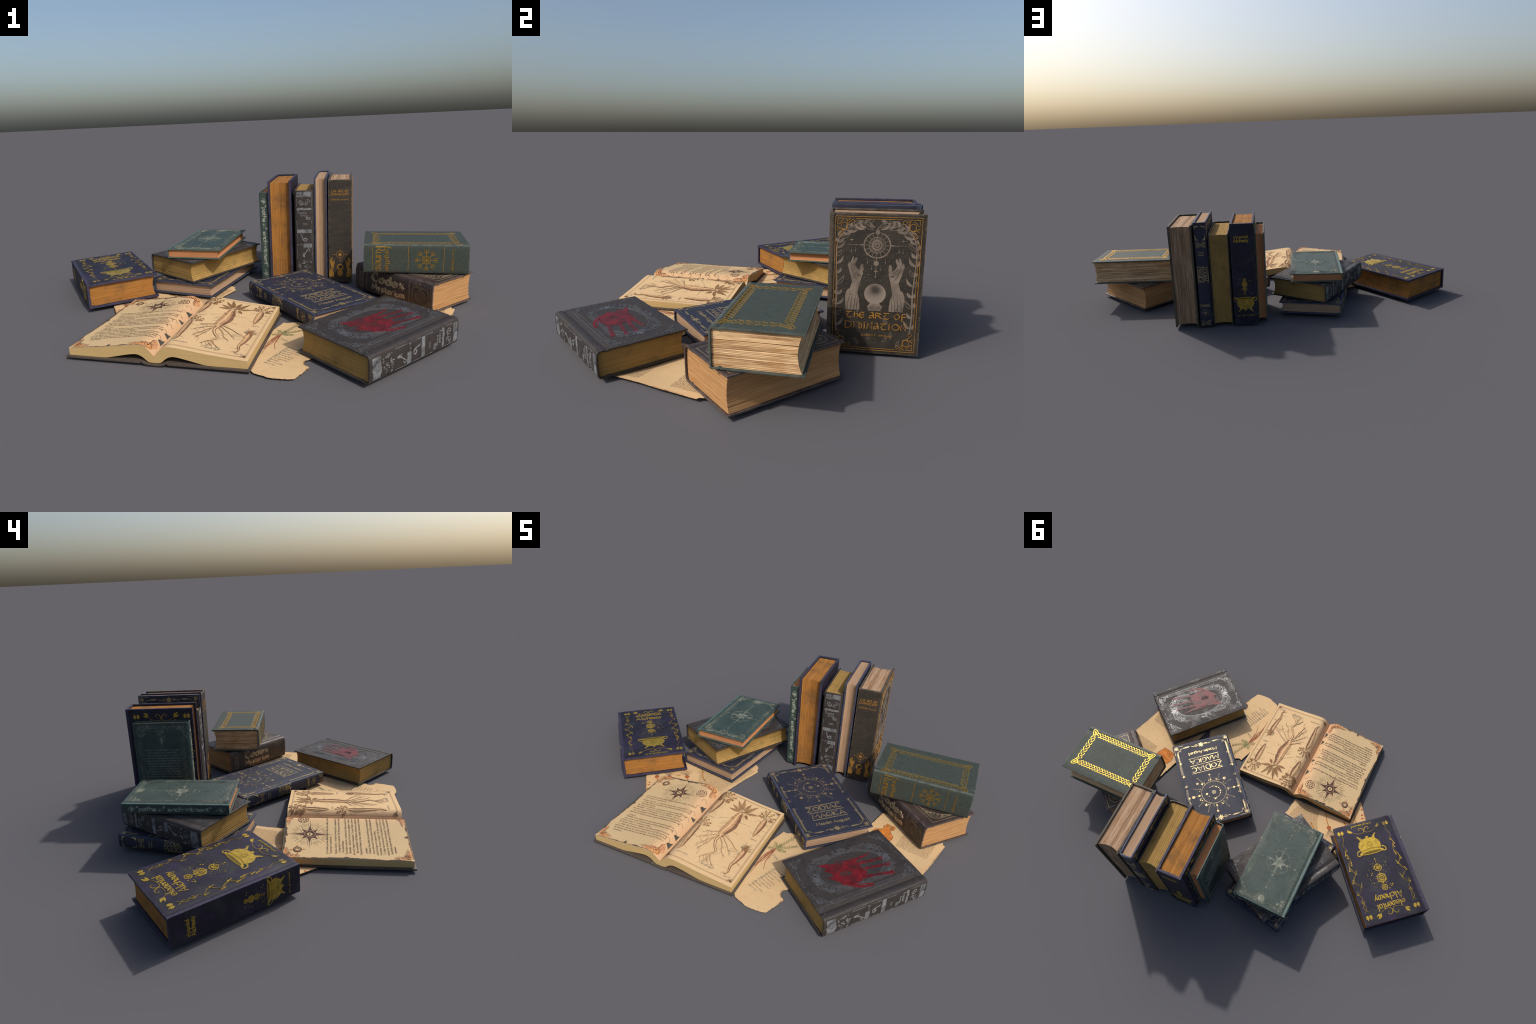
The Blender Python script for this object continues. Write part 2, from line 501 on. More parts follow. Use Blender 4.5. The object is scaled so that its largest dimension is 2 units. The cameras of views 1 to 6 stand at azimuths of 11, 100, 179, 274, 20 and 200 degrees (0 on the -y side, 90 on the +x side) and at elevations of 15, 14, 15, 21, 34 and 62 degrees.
def build_case(S, mat):
    """Board - joint - spine - joint - board as one folded profile pulled along the height, then cut into three parts."""
    W, L, T, b = S.W, S.L, S.T, S.b
    half = [(W - (W - S.xg - S.gw) * i / 9, T / 2) for i in range(10)]
    half += [(S.xg + S.gw * 0.5, T / 2 - S.gd * 0.8), (S.xg, T / 2 - S.gd), (S.xg - S.gw * 0.5, T / 2 - S.gd * 0.8)]
    if S.xg - S.gw > S.sd + 0.001:
        half += [(S.xg - S.gw, T / 2 - S.drop)]
    n = 26
    sp = []
    for i in range(n + 1):
        ph = pi * i / n
        c, q = cos(ph), abs(sin(ph))
        sp.append((S.sd * (1 - q ** (2 / S.p)), (T / 2 - S.drop) * (1 if c > 0 else -1) * abs(c) ** (2 / S.p)))
    O = half + sp + [(x, -z) for x, z in reversed(half)]
    I = []
    for i, (x, z) in enumerate(O):
        a, c = O[max(0, i - 1)], O[min(len(O) - 1, i + 1)]
        tx, tz = c[0] - a[0], c[1] - a[1]
        l = hypot(tx, tz)
        I.append((x - tz / l * b * 1.0, z + tx / l * b) if False else (x + (-tz) / l * b * -1 * -1, z + tx / l * b))
    # keep the inner line inside the spine hollow
    I = [(max(x, 0.0) if abs(z) > T / 2 - b * 1.5 else max(x, b * 0.8), max(-T / 2 + b * 0.8, min(T / 2 - b * 0.8, z))) for x, z in I]
    bm = bmesh.new()
    rows = []
    for y in (0.0, L):
        rows.append(([bm.verts.new((x, y, z)) for x, z in O], [bm.verts.new((x, y, z)) for x, z in I]))
    N = len(O)
    (o0, i0), (o1, i1) = rows
    for k in range(N - 1):
        bm.faces.new((o0[k], o0[k + 1], o1[k + 1], o1[k]))
        bm.faces.new((i0[k + 1], i0[k], i1[k], i1[k + 1]))
        bm.faces.new((o0[k + 1], o0[k], i0[k], i0[k + 1]))
        bm.faces.new((o1[k], o1[k + 1], i1[k + 1], i1[k]))
    for k in (0, N - 1):
        bm.faces.new((o0[k], o1[k], i1[k], i0[k]) if k == 0 else (o1[k], o0[k], i0[k], i1[k]))
    bmesh.ops.recalc_face_normals(bm, faces=bm.faces)
    rim = [e for e in bm.edges if len(e.link_faces) == 2 and e.calc_face_angle(0) > radians(60)]
    bmesh.ops.bevel(bm, geom=rim, offset=0.0014, segments=2, affect="EDGES", profile=0.6, clamp_overlap=True)
    cuts = int(L / 0.009)
    for j in range(1, cuts):
        bmesh.ops.bisect_plane(bm, geom=bm.verts[:] + bm.edges[:] + bm.faces[:], dist=1e-6, plane_co=(0, L * j / cuts, 0), plane_no=(0, 1, 0))
    # frayed, bumped rims
    off = Vector((S.seed * 3.7, S.seed * 1.3, 0))
    for v in bm.verts:
        x, y, z = v.co
        e = min(y, L - y, W - x)
        k = max(0.0, 1 - e / 0.009)
        kj = max(0.0, 1 - abs(x - S.xg) / 0.012) * 0.5
        if k or kj:
            q = Vector((x, y, z)) * 85 + off
            r = noise.noise_vector(q) + 0.5 * noise.noise_vector(q * 2.7)
            v.co += r * S.amp * max(k, kj)
    me = bpy.data.meshes.new("case")
    bm.to_mesh(me)
    bm.free()
    me.polygons.foreach_set("use_smooth", [True] * len(me.polygons))
    me.set_sharp_from_angle(angle=radians(38))
    cn = np.empty(len(me.loops) * 3, np.float32)
    me.corner_normals.foreach_get("vector", cn)
    cn = cn.reshape(-1, 3)
    parts = {"front_cover": [], "back_cover": [], "spine": []}
    for p in me.polygons:
        c = p.center
        parts["spine" if c.x < S.xg else "front_cover" if c.z > 0 else "back_cover"].append(p)
    out = {}
    co = [v.co.copy() for v in me.vertices]
    for name, polys in parts.items():
        idx, vs, fs, ns = {}, [], [], []
        for p in polys:
            f = []
            for li in p.loop_indices:
                vi = me.loops[li].vertex_index
                if vi not in idx:
                    idx[vi] = len(vs)
                    vs.append(co[vi])
                f.append(idx[vi])
                ns.append(tuple(float(q) for q in cn[li]))
            fs.append(f)
        q = bpy.data.meshes.new(name)
        q.from_pydata(vs, [], fs)
        q.materials.append(mat)
        q.polygons.foreach_set("use_smooth", [True] * len(q.polygons))
        q.normals_split_custom_set(ns)
        out[name] = q
    bpy.data.meshes.remove(me)
    return out

def build_pages(S, mat):
    """A block of leaves: a stack of rings, each leaf bundle set back a hair, with a hollow fore edge."""
    r = random.Random(S.seed + 50)
    z1 = S.T / 2 - S.b * 0.9
    V, F = [], []
    n = S.levels
    walk = 0.0
    for i in range(n + 1):
        q = -1 + 2 * i / n
        z = z1 * q
        j = [r.uniform(-1, 1) * S.ridge for _ in range(3)]
        if r.random() < S.gapp:
            j = [a - S.gap for a in j]
        if i in (0, n):
            j = [0, 0, 0]
        x0 = S.spine_x(z * 0.98) + S.b * 0.95
        x1 = S.W - S.ov - S.sag * (1 - q * q) + j[0]
        y0, y1 = S.ovy - j[1], S.L - S.ovy + j[2]
        ring = []
        for k in range(4):
            ring.append((x0 + (x1 - x0) * k / 3, y0))
        for k in range(4):
            ring.append((x1 - (x1 - x0) * k / 3, y1))
        V += [(a, c, z) for a, c in ring]
    m = 8
    for i in range(n):
        for k in range(m):
            a, c = i * m + k, i * m + (k + 1) % m
            F.append((a, c, c + m, a + m))
    F.append(tuple(range(m - 1, -1, -1)))
    F.append(tuple(n * m + k for k in range(m)))
    return mesh_from("page_block", V, F, mat, 30)

def frame_of(u, v):
    u, v = Vector(u).normalized(), Vector(v).normalized()
    w = u.cross(v)
    return Matrix((u, v, w)).transposed()

def place_book(name, S, kit, c, u, v, label, category="book", extra=()):
    """kit: list of (part name, mesh, parent part or None, kind). c is the centre of the volume."""
    R = frame_of(u, v)
    e = bpy.data.objects.new(name, None)
    e.empty_display_size = 0.05
    COL.objects.link(e)
    o = Vector(c) - R @ Vector((S.W / 2, S.L / 2, 0))
    e.matrix_world = Matrix.Translation(o) @ R.to_4x4()
    e["label"], e["category"] = label, category
    made = {}
    for pn, me, par, kind in list(kit) + list(extra):
        ob = add(pn, me, made.get(par, e), None, kind)
        made[pn] = ob
    return e

def kit_of(S, cover_mat, page_mat, decos):
    k = [("page_block", build_pages(S, page_mat), None, None)]
    for n, me in build_case(S, cover_mat).items():
        k.append((n, me, None, None))
    for pn, d, m, par in decos:
        k.append((pn, d.mesh(pn, m), par, "stuff"))
    return k

# ================================================================== 1. purple alchemy book
AL = Style("alchemy", 0.3235, 0.512, 0.115, b=0.0105, sd=0.004, p=9, xg=0.020, gw=0.007, gd=0.0022, amp=0.0014, seed=3, ov=0.012, ovy=0.010, sag=0.011, levels=56, ridge=0.0004)
def cauldron(d, d2, cx, cy, w, up=1.0):
    """Pot with rim, three feet and two handles; cy is the pot centre, w the full width."""
    k = w / 0.125
    P = lambda x, y: (cx + x * k, cy + y * k * up)
    body = [(-0.050, 0.030), (-0.058, 0.010), (-0.060, -0.008), (-0.053, -0.026), (-0.040, -0.038), (-0.043, -0.050), (-0.050, -0.060),
            (-0.044, -0.063), (-0.034, -0.054), (-0.026, -0.044), (-0.008, -0.047), (-0.006, -0.057), (0.005, -0.057), (0.008, -0.047),
            (0.026, -0.044), (0.036, -0.054), (0.046, -0.063), (0.052, -0.059), (0.046, -0.050), (0.041, -0.038), (0.054, -0.026),
            (0.061, -0.008), (0.058, 0.010), (0.050, 0.030)]
    d.poly([P(*q) for q in body])
    d.poly([P(0.066 * cos(2 * pi * i / 28), 0.032 + 0.012 * sin(2 * pi * i / 28)) for i in range(28)])
    for s in (-1, 1):
        d.curve([P(s * 0.050, 0.030), P(s * 0.066, 0.040), P(s * 0.078, 0.036), P(s * 0.076, 0.022), P(s * 0.066, 0.014), P(s * 0.060, 0.018)], 0.0052 * k)
        d.disc(P(s * 0.0490, -0.062), 0.004 * k, 9)
    if d2:
        d2.poly([P(0.052 * cos(2 * pi * i / 24), 0.0335 + 0.007 * sin(2 * pi * i / 24)) for i in range(24)])
        d2.ring(P(0, -0.012), 0.0085 * k, 0.0012 * k, 18)
        for i in range(8):
            a = 2 * pi * i / 8
            d2.stroke([P(0.011 * cos(a), -0.012 + 0.011 * sin(a)), P(0.019 * cos(a), -0.012 + 0.019 * sin(a))], 0.0016 * k)
        for y in (0.014, 0.018):
            d2.curve([P(-0.055, y + 0.004), P(-0.02, y - 0.002), P(0.02, y - 0.002), P(0.055, y + 0.004)], 0.0009 * k)

def sigil(d, c, r, kind):
    d.ring(c, r, r * 0.2, 26)
    if kind == 1:
        for k in range(2):
            d.stroke([(c[0] + r * cos(pi / 2 + k * pi + 2 * pi * i / 3), c[1] + r * sin(pi / 2 + k * pi + 2 * pi * i / 3)) for i in range(3)], r * 0.13, True)
        d.ring(c, r * 0.45, r * 0.14, 16)
        d.disc(c, r * 0.2)
        for i in range(6):
            a = pi / 6 + pi / 3 * i
            d.disc((c[0] + r * 1.12 * cos(a), c[1] + r * 1.12 * sin(a)), r * 0.14, 8)
    else:
        for i in range(6 if kind == 2 else 5):
            a = pi / 2 + 2 * pi * i / (6 if kind == 2 else 5)
            d.line((c[0], c[1]), (c[0] + r * 0.95 * cos(a), c[1] + r * 0.95 * sin(a)), r * 0.13)
        d.ring(c, r * 0.5, r * 0.13, 16)

def flower(d, c, s, k):
    """Pair of fanned petals as in the corners of the alchemy cover."""
    for sx in (-1, 1):
        for j in range(4):
            a = (0.35 + j * 0.38) * pi / 2 * 1.15 - 0.25
            tip = (c[0] + sx * (s * 0.28 + s * 1.0 * sin(a) * 0.75), c[1] + k * s * (0.15 + 0.75 * cos(a)))
            d.leaf((c[0] + sx * s * 0.12, c[1] - k * s * 0.22), tip, s * 0.42, 5)

def alchemy_front(S):
    d, d2 = Deco(S.front, 0.0011), Deco(S.front, 0.0017, wall=False)
    W, L = S.W, S.L
    P = lambda s, t: (s * W, t * L)
    text(d, "eleµental", W * 0.524, L * 0.838, 0.031, 1.15, 0.3, 30, width=0.139)
    text(d, "Alcheµy", W * 0.524, L * 0.757, 0.033, 1.2, 0.3, 30, width=0.141)
    text(d, "arin griµwood", W * 0.54, L * 0.026, 0.011, 1.3, 0.45, 30, width=0.108)
    cauldron(d, d2, 0.525 * W, 0.268 * L, 0.121)
    d.line(P(0.525, 0.40), P(0.525, 0.70), 0.0014)
    sigil(d, P(0.523, 0.494), 0.0175, 2)
    sigil(d, P(0.525, 0.600), 0.0215, 1)
    sigil(d, P(0.525, 0.692), 0.0140, 3)
    d.disc(P(0.525, 0.405), 0.003)
    r = random.Random(5)
    for i in range(70):
        a, q = r.uniform(0, 2 * pi), r.uniform(0.03, 0.085)
        d.disc((0.525 * W + q * cos(a) * 0.8, 0.57 * L + q * sin(a) * 1.05), r.choice((0.0009, 0.0012, 0.0016, 0.0028)), 7)
    for sy, ty, yy in ((1, 0.925, 0.92), (-1, 0.085, 0.075)):
        for sx in (-1, 1):
            d.curve([P(0.530, ty - 0.012 * sy), P(0.530 + sx * 0.030, ty + 0.016 * sy), P(0.530 + sx * 0.070, ty + 0.020 * sy), P(0.530 + sx * 0.085, ty + 0.004 * sy), P(0.530 + sx * 0.062, ty - 0.006 * sy)], 0.0034, taper=True)
            d.curve([P(0.530, ty - 0.012 * sy), P(0.530 - sx * 0.03, ty - 0.035 * sy), P(0.530 - sx * 0.10, ty - 0.035 * sy), P(0.530 - sx * 0.17, ty - 0.018 * sy), P(0.530 - sx * 0.205, ty + 0.012 * sy)], 0.0024, taper=True)
            c = P(0.530 + sx * 0.222, ty + 0.014 * sy)
            d.leaf((c[0] - sx * 0.010, c[1] - sy * 0.012), (c[0] + sx * 0.012, c[1] + sy * 0.012), 0.013, 6, 0.15 * sx)
            d.leaf((c[0] - sx * 0.006, c[1] - sy * 0.010), (c[0] + sx * 0.016, c[1] - sy * 0.001), 0.008, 5)
    for cx in (0.158, 0.910):
        flower(d, P(cx, 0.925), 0.018, 1)
        flower(d, P(cx, 0.075), 0.018, -1)
    for side, x0 in ((1, 0.915), (-1, 0.162)):
        lf = lambda q: x0 + side * q
        main = [lf(0.03), 0.88, lf(-0.012), 0.83, lf(0.028), 0.78, lf(0.0), 0.74, lf(0.025), 0.70, lf(-0.035), 0.655, lf(-0.02), 0.62, lf(0.035), 0.58, lf(0.01), 0.54,
                lf(-0.02), 0.50, lf(0.02), 0.46, lf(0.03), 0.41, lf(-0.02), 0.36, lf(-0.005), 0.31, lf(0.02), 0.28, lf(-0.01), 0.24, lf(0.02), 0.20, lf(-0.02), 0.14, lf(-0.01), 0.10]
        pts = [P(main[i], main[i + 1]) for i in range(0, len(main), 2)]
        d.curve(pts, 0.0010, 6)
        d.curve([(p[0] + 0.0055 * sin(i * 1.9), p[1]) for i, p in enumerate(pts[4:13])], 0.0009, 6)
        d.curve([P(lf(-0.03), 0.88), P(lf(0.03), 0.83), P(lf(-0.015), 0.79)], 0.0011)
        for t, q in ((0.775, 0.005), (0.255, 0.0)):
            d.spiral(P(lf(q), t), 0.0085, 1.4, 0, 0.0014, side)
        for t, q, a in ((0.70, 0.045, 0.5), (0.635, -0.052, 2.4), (0.583, 0.058, 0.3), (0.503, -0.035, 2.6), (0.46, 0.045, 0.6), (0.335, 0.01, 1.6), (0.302, 0.028, 0.8), (0.41, -0.01, 2.0)):
            c = P(lf(q), t)
            d.poly([(c[0] + 0.0060 * cos(a * side + 2.1 * i), c[1] + 0.0060 * sin(a * side + 2.1 * i)) for i in range(3)])
            d.leaf((c[0], c[1] - 0.004), (c[0] - side * 0.006, c[1] - 0.020), 0.004, 4)
    return d, d2

def alchemy_spine(S):
    d = Deco(S.spine, 0.0007, maxlen=0.012)
    d2 = Deco(S.spine, 0.0012, wall=False, maxlen=0.012)
    L, T = S.L, S.T
    text(d, "eleµental", -0.006, L * 0.862, 0.015, 1.2, 0.35, 30, width=0.066)
    text(d, "Alcheµy", -0.006, L * 0.824, 0.018, 1.3, 0.35, 30, width=0.072)
    cauldron(d, d2, 0.0, L * 0.222, 0.088)
    text(d, "arin griµwood", -0.001, L * 0.088, 0.0085, 1.2, 0.5, 30, width=0.082)
    d.line((0, L * 0.30), (0, L * 0.46), 0.0012)
    sigil(d, (0, L * 0.363), 0.0105, 2)
    sigil(d, (0, L * 0.41), 0.012, 1)
    sigil(d, (0, L * 0.452), 0.008, 3)
    r = random.Random(8)
    for i in range(46):
        d.disc((r.uniform(-0.036, 0.036), L * r.uniform(0.30, 0.47)), r.choice((0.0009, 0.0013, 0.002)), 7)
    return d, d2

AL_COL = (0.0125, 0.0105, 0.021)
m_al = mat_leather("purple_leather", AL_COL, (0.024, 0.017, 0.046), (0.046, 0.039, 0.072), (AL.W, AL.L, AL.T), 0.60, 0.0035, 0.5, 8, 0.30, 0.1, 0.04, 0.48, 0.66,
                   blot2=(0.026, 0.027, 0.030), gloss=0.10, scuff=(0.030, 0.029, 0.036))
m_al_foil = mat_foil("yellow_gold_foil", (0.50, 0.335, 0.045), AL_COL, 0.16, 0.7, 0.45)
m_al_dark = mat_ink("pot_shading", (0.13, 0.09, 0.012), 0.5, 0.4, 0.3)
m_al_page = mat_pages("amber_page_edges", (0.36, 0.160, 0.036), (0.21, 0.083, 0.017), 500, 0.45, (0.075, 0.050, 0.028), 0.55)
fa, fa2 = alchemy_front(AL)
sa, sa2 = alchemy_spine(AL)
alchemy = kit_of(AL, m_al, m_al_page, [("front_gilding", fa, m_al_foil, "front_cover"), ("front_pot_lines", fa2, m_al_dark, "front_cover"),
                                        ("spine_gilding", sa, m_al_foil, "spine"), ("spine_pot_lines", sa2, m_al_dark, "spine")])

# ================================================================== 2. blue zodiac book
ZO = Style("zodiac", 0.3245, 0.524, 0.0610, b=0.0070, sd=0.011, p=2.6, xg=0.024, gw=0.006, gd=0.0016, amp=0.0008, seed=9, sag=0.007, ov=0.010, levels=40, ridge=0.0002)
def zodiac_front(S):
    d, faint = Deco(S.front, 0.0007), Deco(S.front, 0.0005)
    W, L = S.W, S.L
    P = lambda s, t: (s * W, t * L)
    c = P(0.508, 0.658)
    R = 0.067
    d.ring(c, R, 0.0016, 56)
    faint.ring(c, R * 1.33, 0.0007, 56)
    faint.disc(c, 0.012, 18)
    d.ring(c, 0.036, 0.0012, 30, a0=1.3, a1=5.2)
    for i in range(24):
        a = 2 * pi * i / 24 + 0.1
        faint.line((c[0] + 0.045 * cos(a), c[1] + 0.045 * sin(a)), (c[0] + R * 0.98 * cos(a), c[1] + R * 0.98 * sin(a)), 0.0006)
    for s, t in ((0.327, 0.858), (0.682, 0.857), (0.801, 0.771), (0.828, 0.563), (0.721, 0.453), (0.342, 0.468), (0.187, 0.566), (0.125, 0.661), (0.526, 0.877), (0.505, 0.446), (0.870, 0.659), (0.20, 0.77)):
        q = P(s, t)
        k = (q[0] - c[0], q[1] - c[1])
        l = hypot(*k)
        d.line((c[0] + k[0] / l * R, c[1] + k[1] / l * R), q, 0.0008)
        d.disc(q, 0.0018, 8)
    for s, t, r in ((0.277, 0.531, 0.0085), (0.162, 0.662, 0.006), (0.264, 0.661, 0.006), (0.327, 0.765, 0.005), (0.515, 0.814, 0.0045), (0.687, 0.78, 0.0065), (0.758, 0.659, 0.006),
                    (0.855, 0.659, 0.0085), (0.741, 0.518, 0.007), (0.665, 0.534, 0.005), (0.413, 0.517, 0.0035), (0.505, 0.446, 0.005), (0.526, 0.877, 0.006), (0.513, 0.508, 0.0045),
                    (0.757, 0.708, 0.004), (0.415, 0.81, 0.004), (0.398, 0.661, 0.005), (0.602, 0.693, 0.003), (0.629, 0.661, 0.0062), (0.512, 0.734, 0.005), (0.45, 0.605, 0.004)):
        d.disc(P(s, t), r, 16)
    for i in range(34):
        a = 2 * pi * i / 34 + 0.05
        if i % 3:
            d.disc((c[0] + R * 1.17 * cos(a), c[1] + R * 1.17 * sin(a)), (0.0016, 0.0024, 0.0032)[i % 3], 9)
    for i in range(9):
        a = 1.3 + 0.48 * i
        d.disc((c[0] + 0.036 * cos(a), c[1] + 0.036 * sin(a)), (0.0019, 0.0030)[i % 2], 9)
    for t, a, b in ((0.391, 0.247, 0.78), (0.298, 0.25, 0.783), (0.206, 0.255, 0.778)):
        d.line(P(a, t), P(b, t), 0.0034)
    text(d, "ZODIAC", W * 0.505, L * 0.3205, 0.0285, 1.45, 0.38, 12, width=0.168, serif=True)
    text(d, "MAGICA", W * 0.513, L * 0.2265, 0.0265, 1.45, 0.38, 12, width=0.160, serif=True)
    text(d, "Maxim August", W * 0.512, L * 0.133, 0.0185, 1.35, 0.42, 12, width=0.163, serif=True)
    # art-deco border
    for sx in (0, 1):
        X = lambda q: q if not sx else 1.012 - q
        for t0, t1, w in ((0.845, 0.935, 0.0058), (0.575, 0.700, 0.0075), (0.250, 0.385, 0.0085), (0.105, 0.215, 0.0062)):
            (faint if w > 0.007 else d).line(P(X(0.078), t0), P(X(0.078), t1), w)
            d.line(P(X(0.058), t0 + 0.01), P(X(0.058), t1 - 0.01), 0.0009)
            d.disc(P(X(0.078), t1 + 0.008), 0.0032, 8)
            d.ring(P(X(0.078), t0 - 0.008), 0.0036, 0.0013, 12)
        for t in (0.515, 0.232, 0.395, 0.73):
            d.spiral(P(X(0.082), t), 0.0085, 1.3, 0.3, 0.0019, 1 if sx else -1)
            d.leaf(P(X(0.072), t + 0.016), P(X(0.082), t - 0.004), 0.006)
        d.star(P(X(0.085), 0.66), 0.009, 0.004, 6)
        for ty in (0.03, 0.97):
            q = P(X(0.072), 0.045 if ty < 0.5 else 0.962)
            k = 1 if ty < 0.5 else -1
            sg = 1 if not sx else -1
            d.disc(q, 0.0075, 14)
            d.ring(q, 0.0105, 0.0012, 18)
            d.line((q[0] - sg * 0.009, q[1] - k * 0.012), (q[0] + sg * 0.040, q[1] - k * 0.012), 0.0014)
            d.line((q[0] - sg * 0.012, q[1] - k * 0.009), (q[0] - sg * 0.012, q[1] + k * 0.042), 0.0014)
            d.line((q[0] - sg * 0.002, q[1] + k * 0.034), (q[0] + sg * 0.030, q[1] + k * 0.003), 0.0016)
            d.line((q[0] + sg * 0.008, q[1] + k * 0.010), (q[0] + sg * 0.022, q[1] + k * 0.024), 0.0014)
    for t, k in ((0.052, 1), (0.962, -1)):
        d.disc(P(0.508, t + 0.008 * k), 0.0088, 16)
        d.star(P(0.508, t + 0.008 * k), 0.018, 0.009, 8)
        for sx in (-1, 1):
            d.curve([P(0.508 + sx * 0.05, t + 0.010 * k), P(0.508 + sx * 0.085, t - 0.004 * k), P(0.508 + sx * 0.13, t + 0.012 * k), P(0.508 + sx * 0.17, t + 0.002 * k)], 0.0026)
            d.spiral(P(0.508 + sx * 0.085, t + 0.012 * k), 0.006, 1.1, 0, 0.0016, sx)
            d.leaf(P(0.508 + sx * 0.19, t - 0.001), P(0.508 + sx * 0.33, t - 0.001), 0.0062)
            faint.line(P(0.508 + sx * 0.22, t + 0.006 * k), P(0.508 + sx * 0.37, t + 0.006 * k), 0.004)
    return d, faint

def chevrons(d, t0, t1, hw, n=4):
    for i in range(n):
        for sx in (-1, 1):
            y = t0 + (t1 - t0) * (i + 0.15) / n
            st = (t1 - t0) / n
            d.stroke([(sx * hw, y), (sx * hw * 0.18, y + st * 0.85)], st * 0.34)

def zodiac_spine(S):
    d = Deco(S.spine, 0.0007, maxlen=0.006)
    L = S.L
    hw = 0.0235
    for t0, t1 in ((0.765, 0.822), (0.004, 0.060), (0.19, 0.222)):
        m = (t0 + t1) / 2
        chevrons(d, t0 * L, m * L, hw, 3)
        chevrons(d, t1 * L, m * L, hw, 3)
        d.star((0, m * L), 0.0055, 0.003, 4)
    for sx in (-1, 1):
        d.line((sx * hw, 0.848 * L), (sx * hw, 0.885 * L), 0.0022)
        d.line((sx * hw, 0.968 * L), (sx * hw, 0.94 * L), 0.0018)
        d.poly([(sx * hw, 0.836 * L), (sx * 0.006, 0.836 * L), (sx * 0.016, 0.846 * L), (sx * hw, 0.872 * L)])
        d.poly([(sx * hw, 0.968 * L), (sx * 0.004, 0.968 * L), (sx * 0.016, 0.962 * L), (sx * hw, 0.95 * L)])
    chevrons(d, 0.955 * L, 0.972 * L, hw, 2)
    text(d, "Maxim", 0, L * 0.715, 0.0085, 1.0, 0.45, 12, width=0.026)
    text(d, "August", 0, L * 0.694, 0.0085, 1.0, 0.45, 12, width=0.028)
    for a in (0.0265, 0.0015, -0.0235):
        d.line((a, 0.590 * L), (a, 0.428 * L), 0.0020)
    text(d, "ZODIAC", 0.0055, 0.51 * L, 0.0175, 1.3, 0.4, 12, dx=(0, -1), width=0.080, serif=True)
    text(d, "MAGICA", -0.0195, 0.51 * L, 0.0175, 1.3, 0.4, 12, dx=(0, -1), width=0.080, serif=True)
    d.ring((0, 0.134 * L), 0.012, 0.0011, 24)
    d.star((0, 0.134 * L), 0.0085, 0.0035, 6)
    for i in range(10):
        a = 2 * pi * i / 10
        d.disc((0.0185 * cos(a), 0.134 * L + 0.0185 * sin(a)), (0.0012, 0.0022)[i % 2], 8)
    return d

ZO_COL = (0.0195, 0.021, 0.0375)
m_zo = mat_leather("blue_leather", ZO_COL, (0.026, 0.027, 0.042), (0.055, 0.064, 0.110), (ZO.W, ZO.L, ZO.T), 0.6, 0.0028, 0.4, 10, 0.35, scuff=(0.040, 0.042, 0.058))
m_zo_foil = mat_foil("pale_gold_foil", (0.46, 0.355, 0.18), ZO_COL, 0.14, 0.7, 0.44, 26)
m_zo_faint = mat_foil("rubbed_gold_foil", (0.20, 0.165, 0.11), ZO_COL, 0.25, 0.5, 0.5, 30)
m_zo_page = mat_pages("pinkish_page_edges", (0.40, 0.265, 0.165), (0.27, 0.165, 0.098), 420, 0.45, (0.30, 0.20, 0.12), 0.3)
fz, fz2 = zodiac_front(ZO)
zodiac = kit_of(ZO, m_zo, m_zo_page, [("front_gilding", fz, m_zo_foil, "front_cover"), ("front_faint_gilding", fz2, m_zo_faint, "front_cover"), ("spine_gilding", zodiac_spine(ZO), m_zo_foil, "spine")])

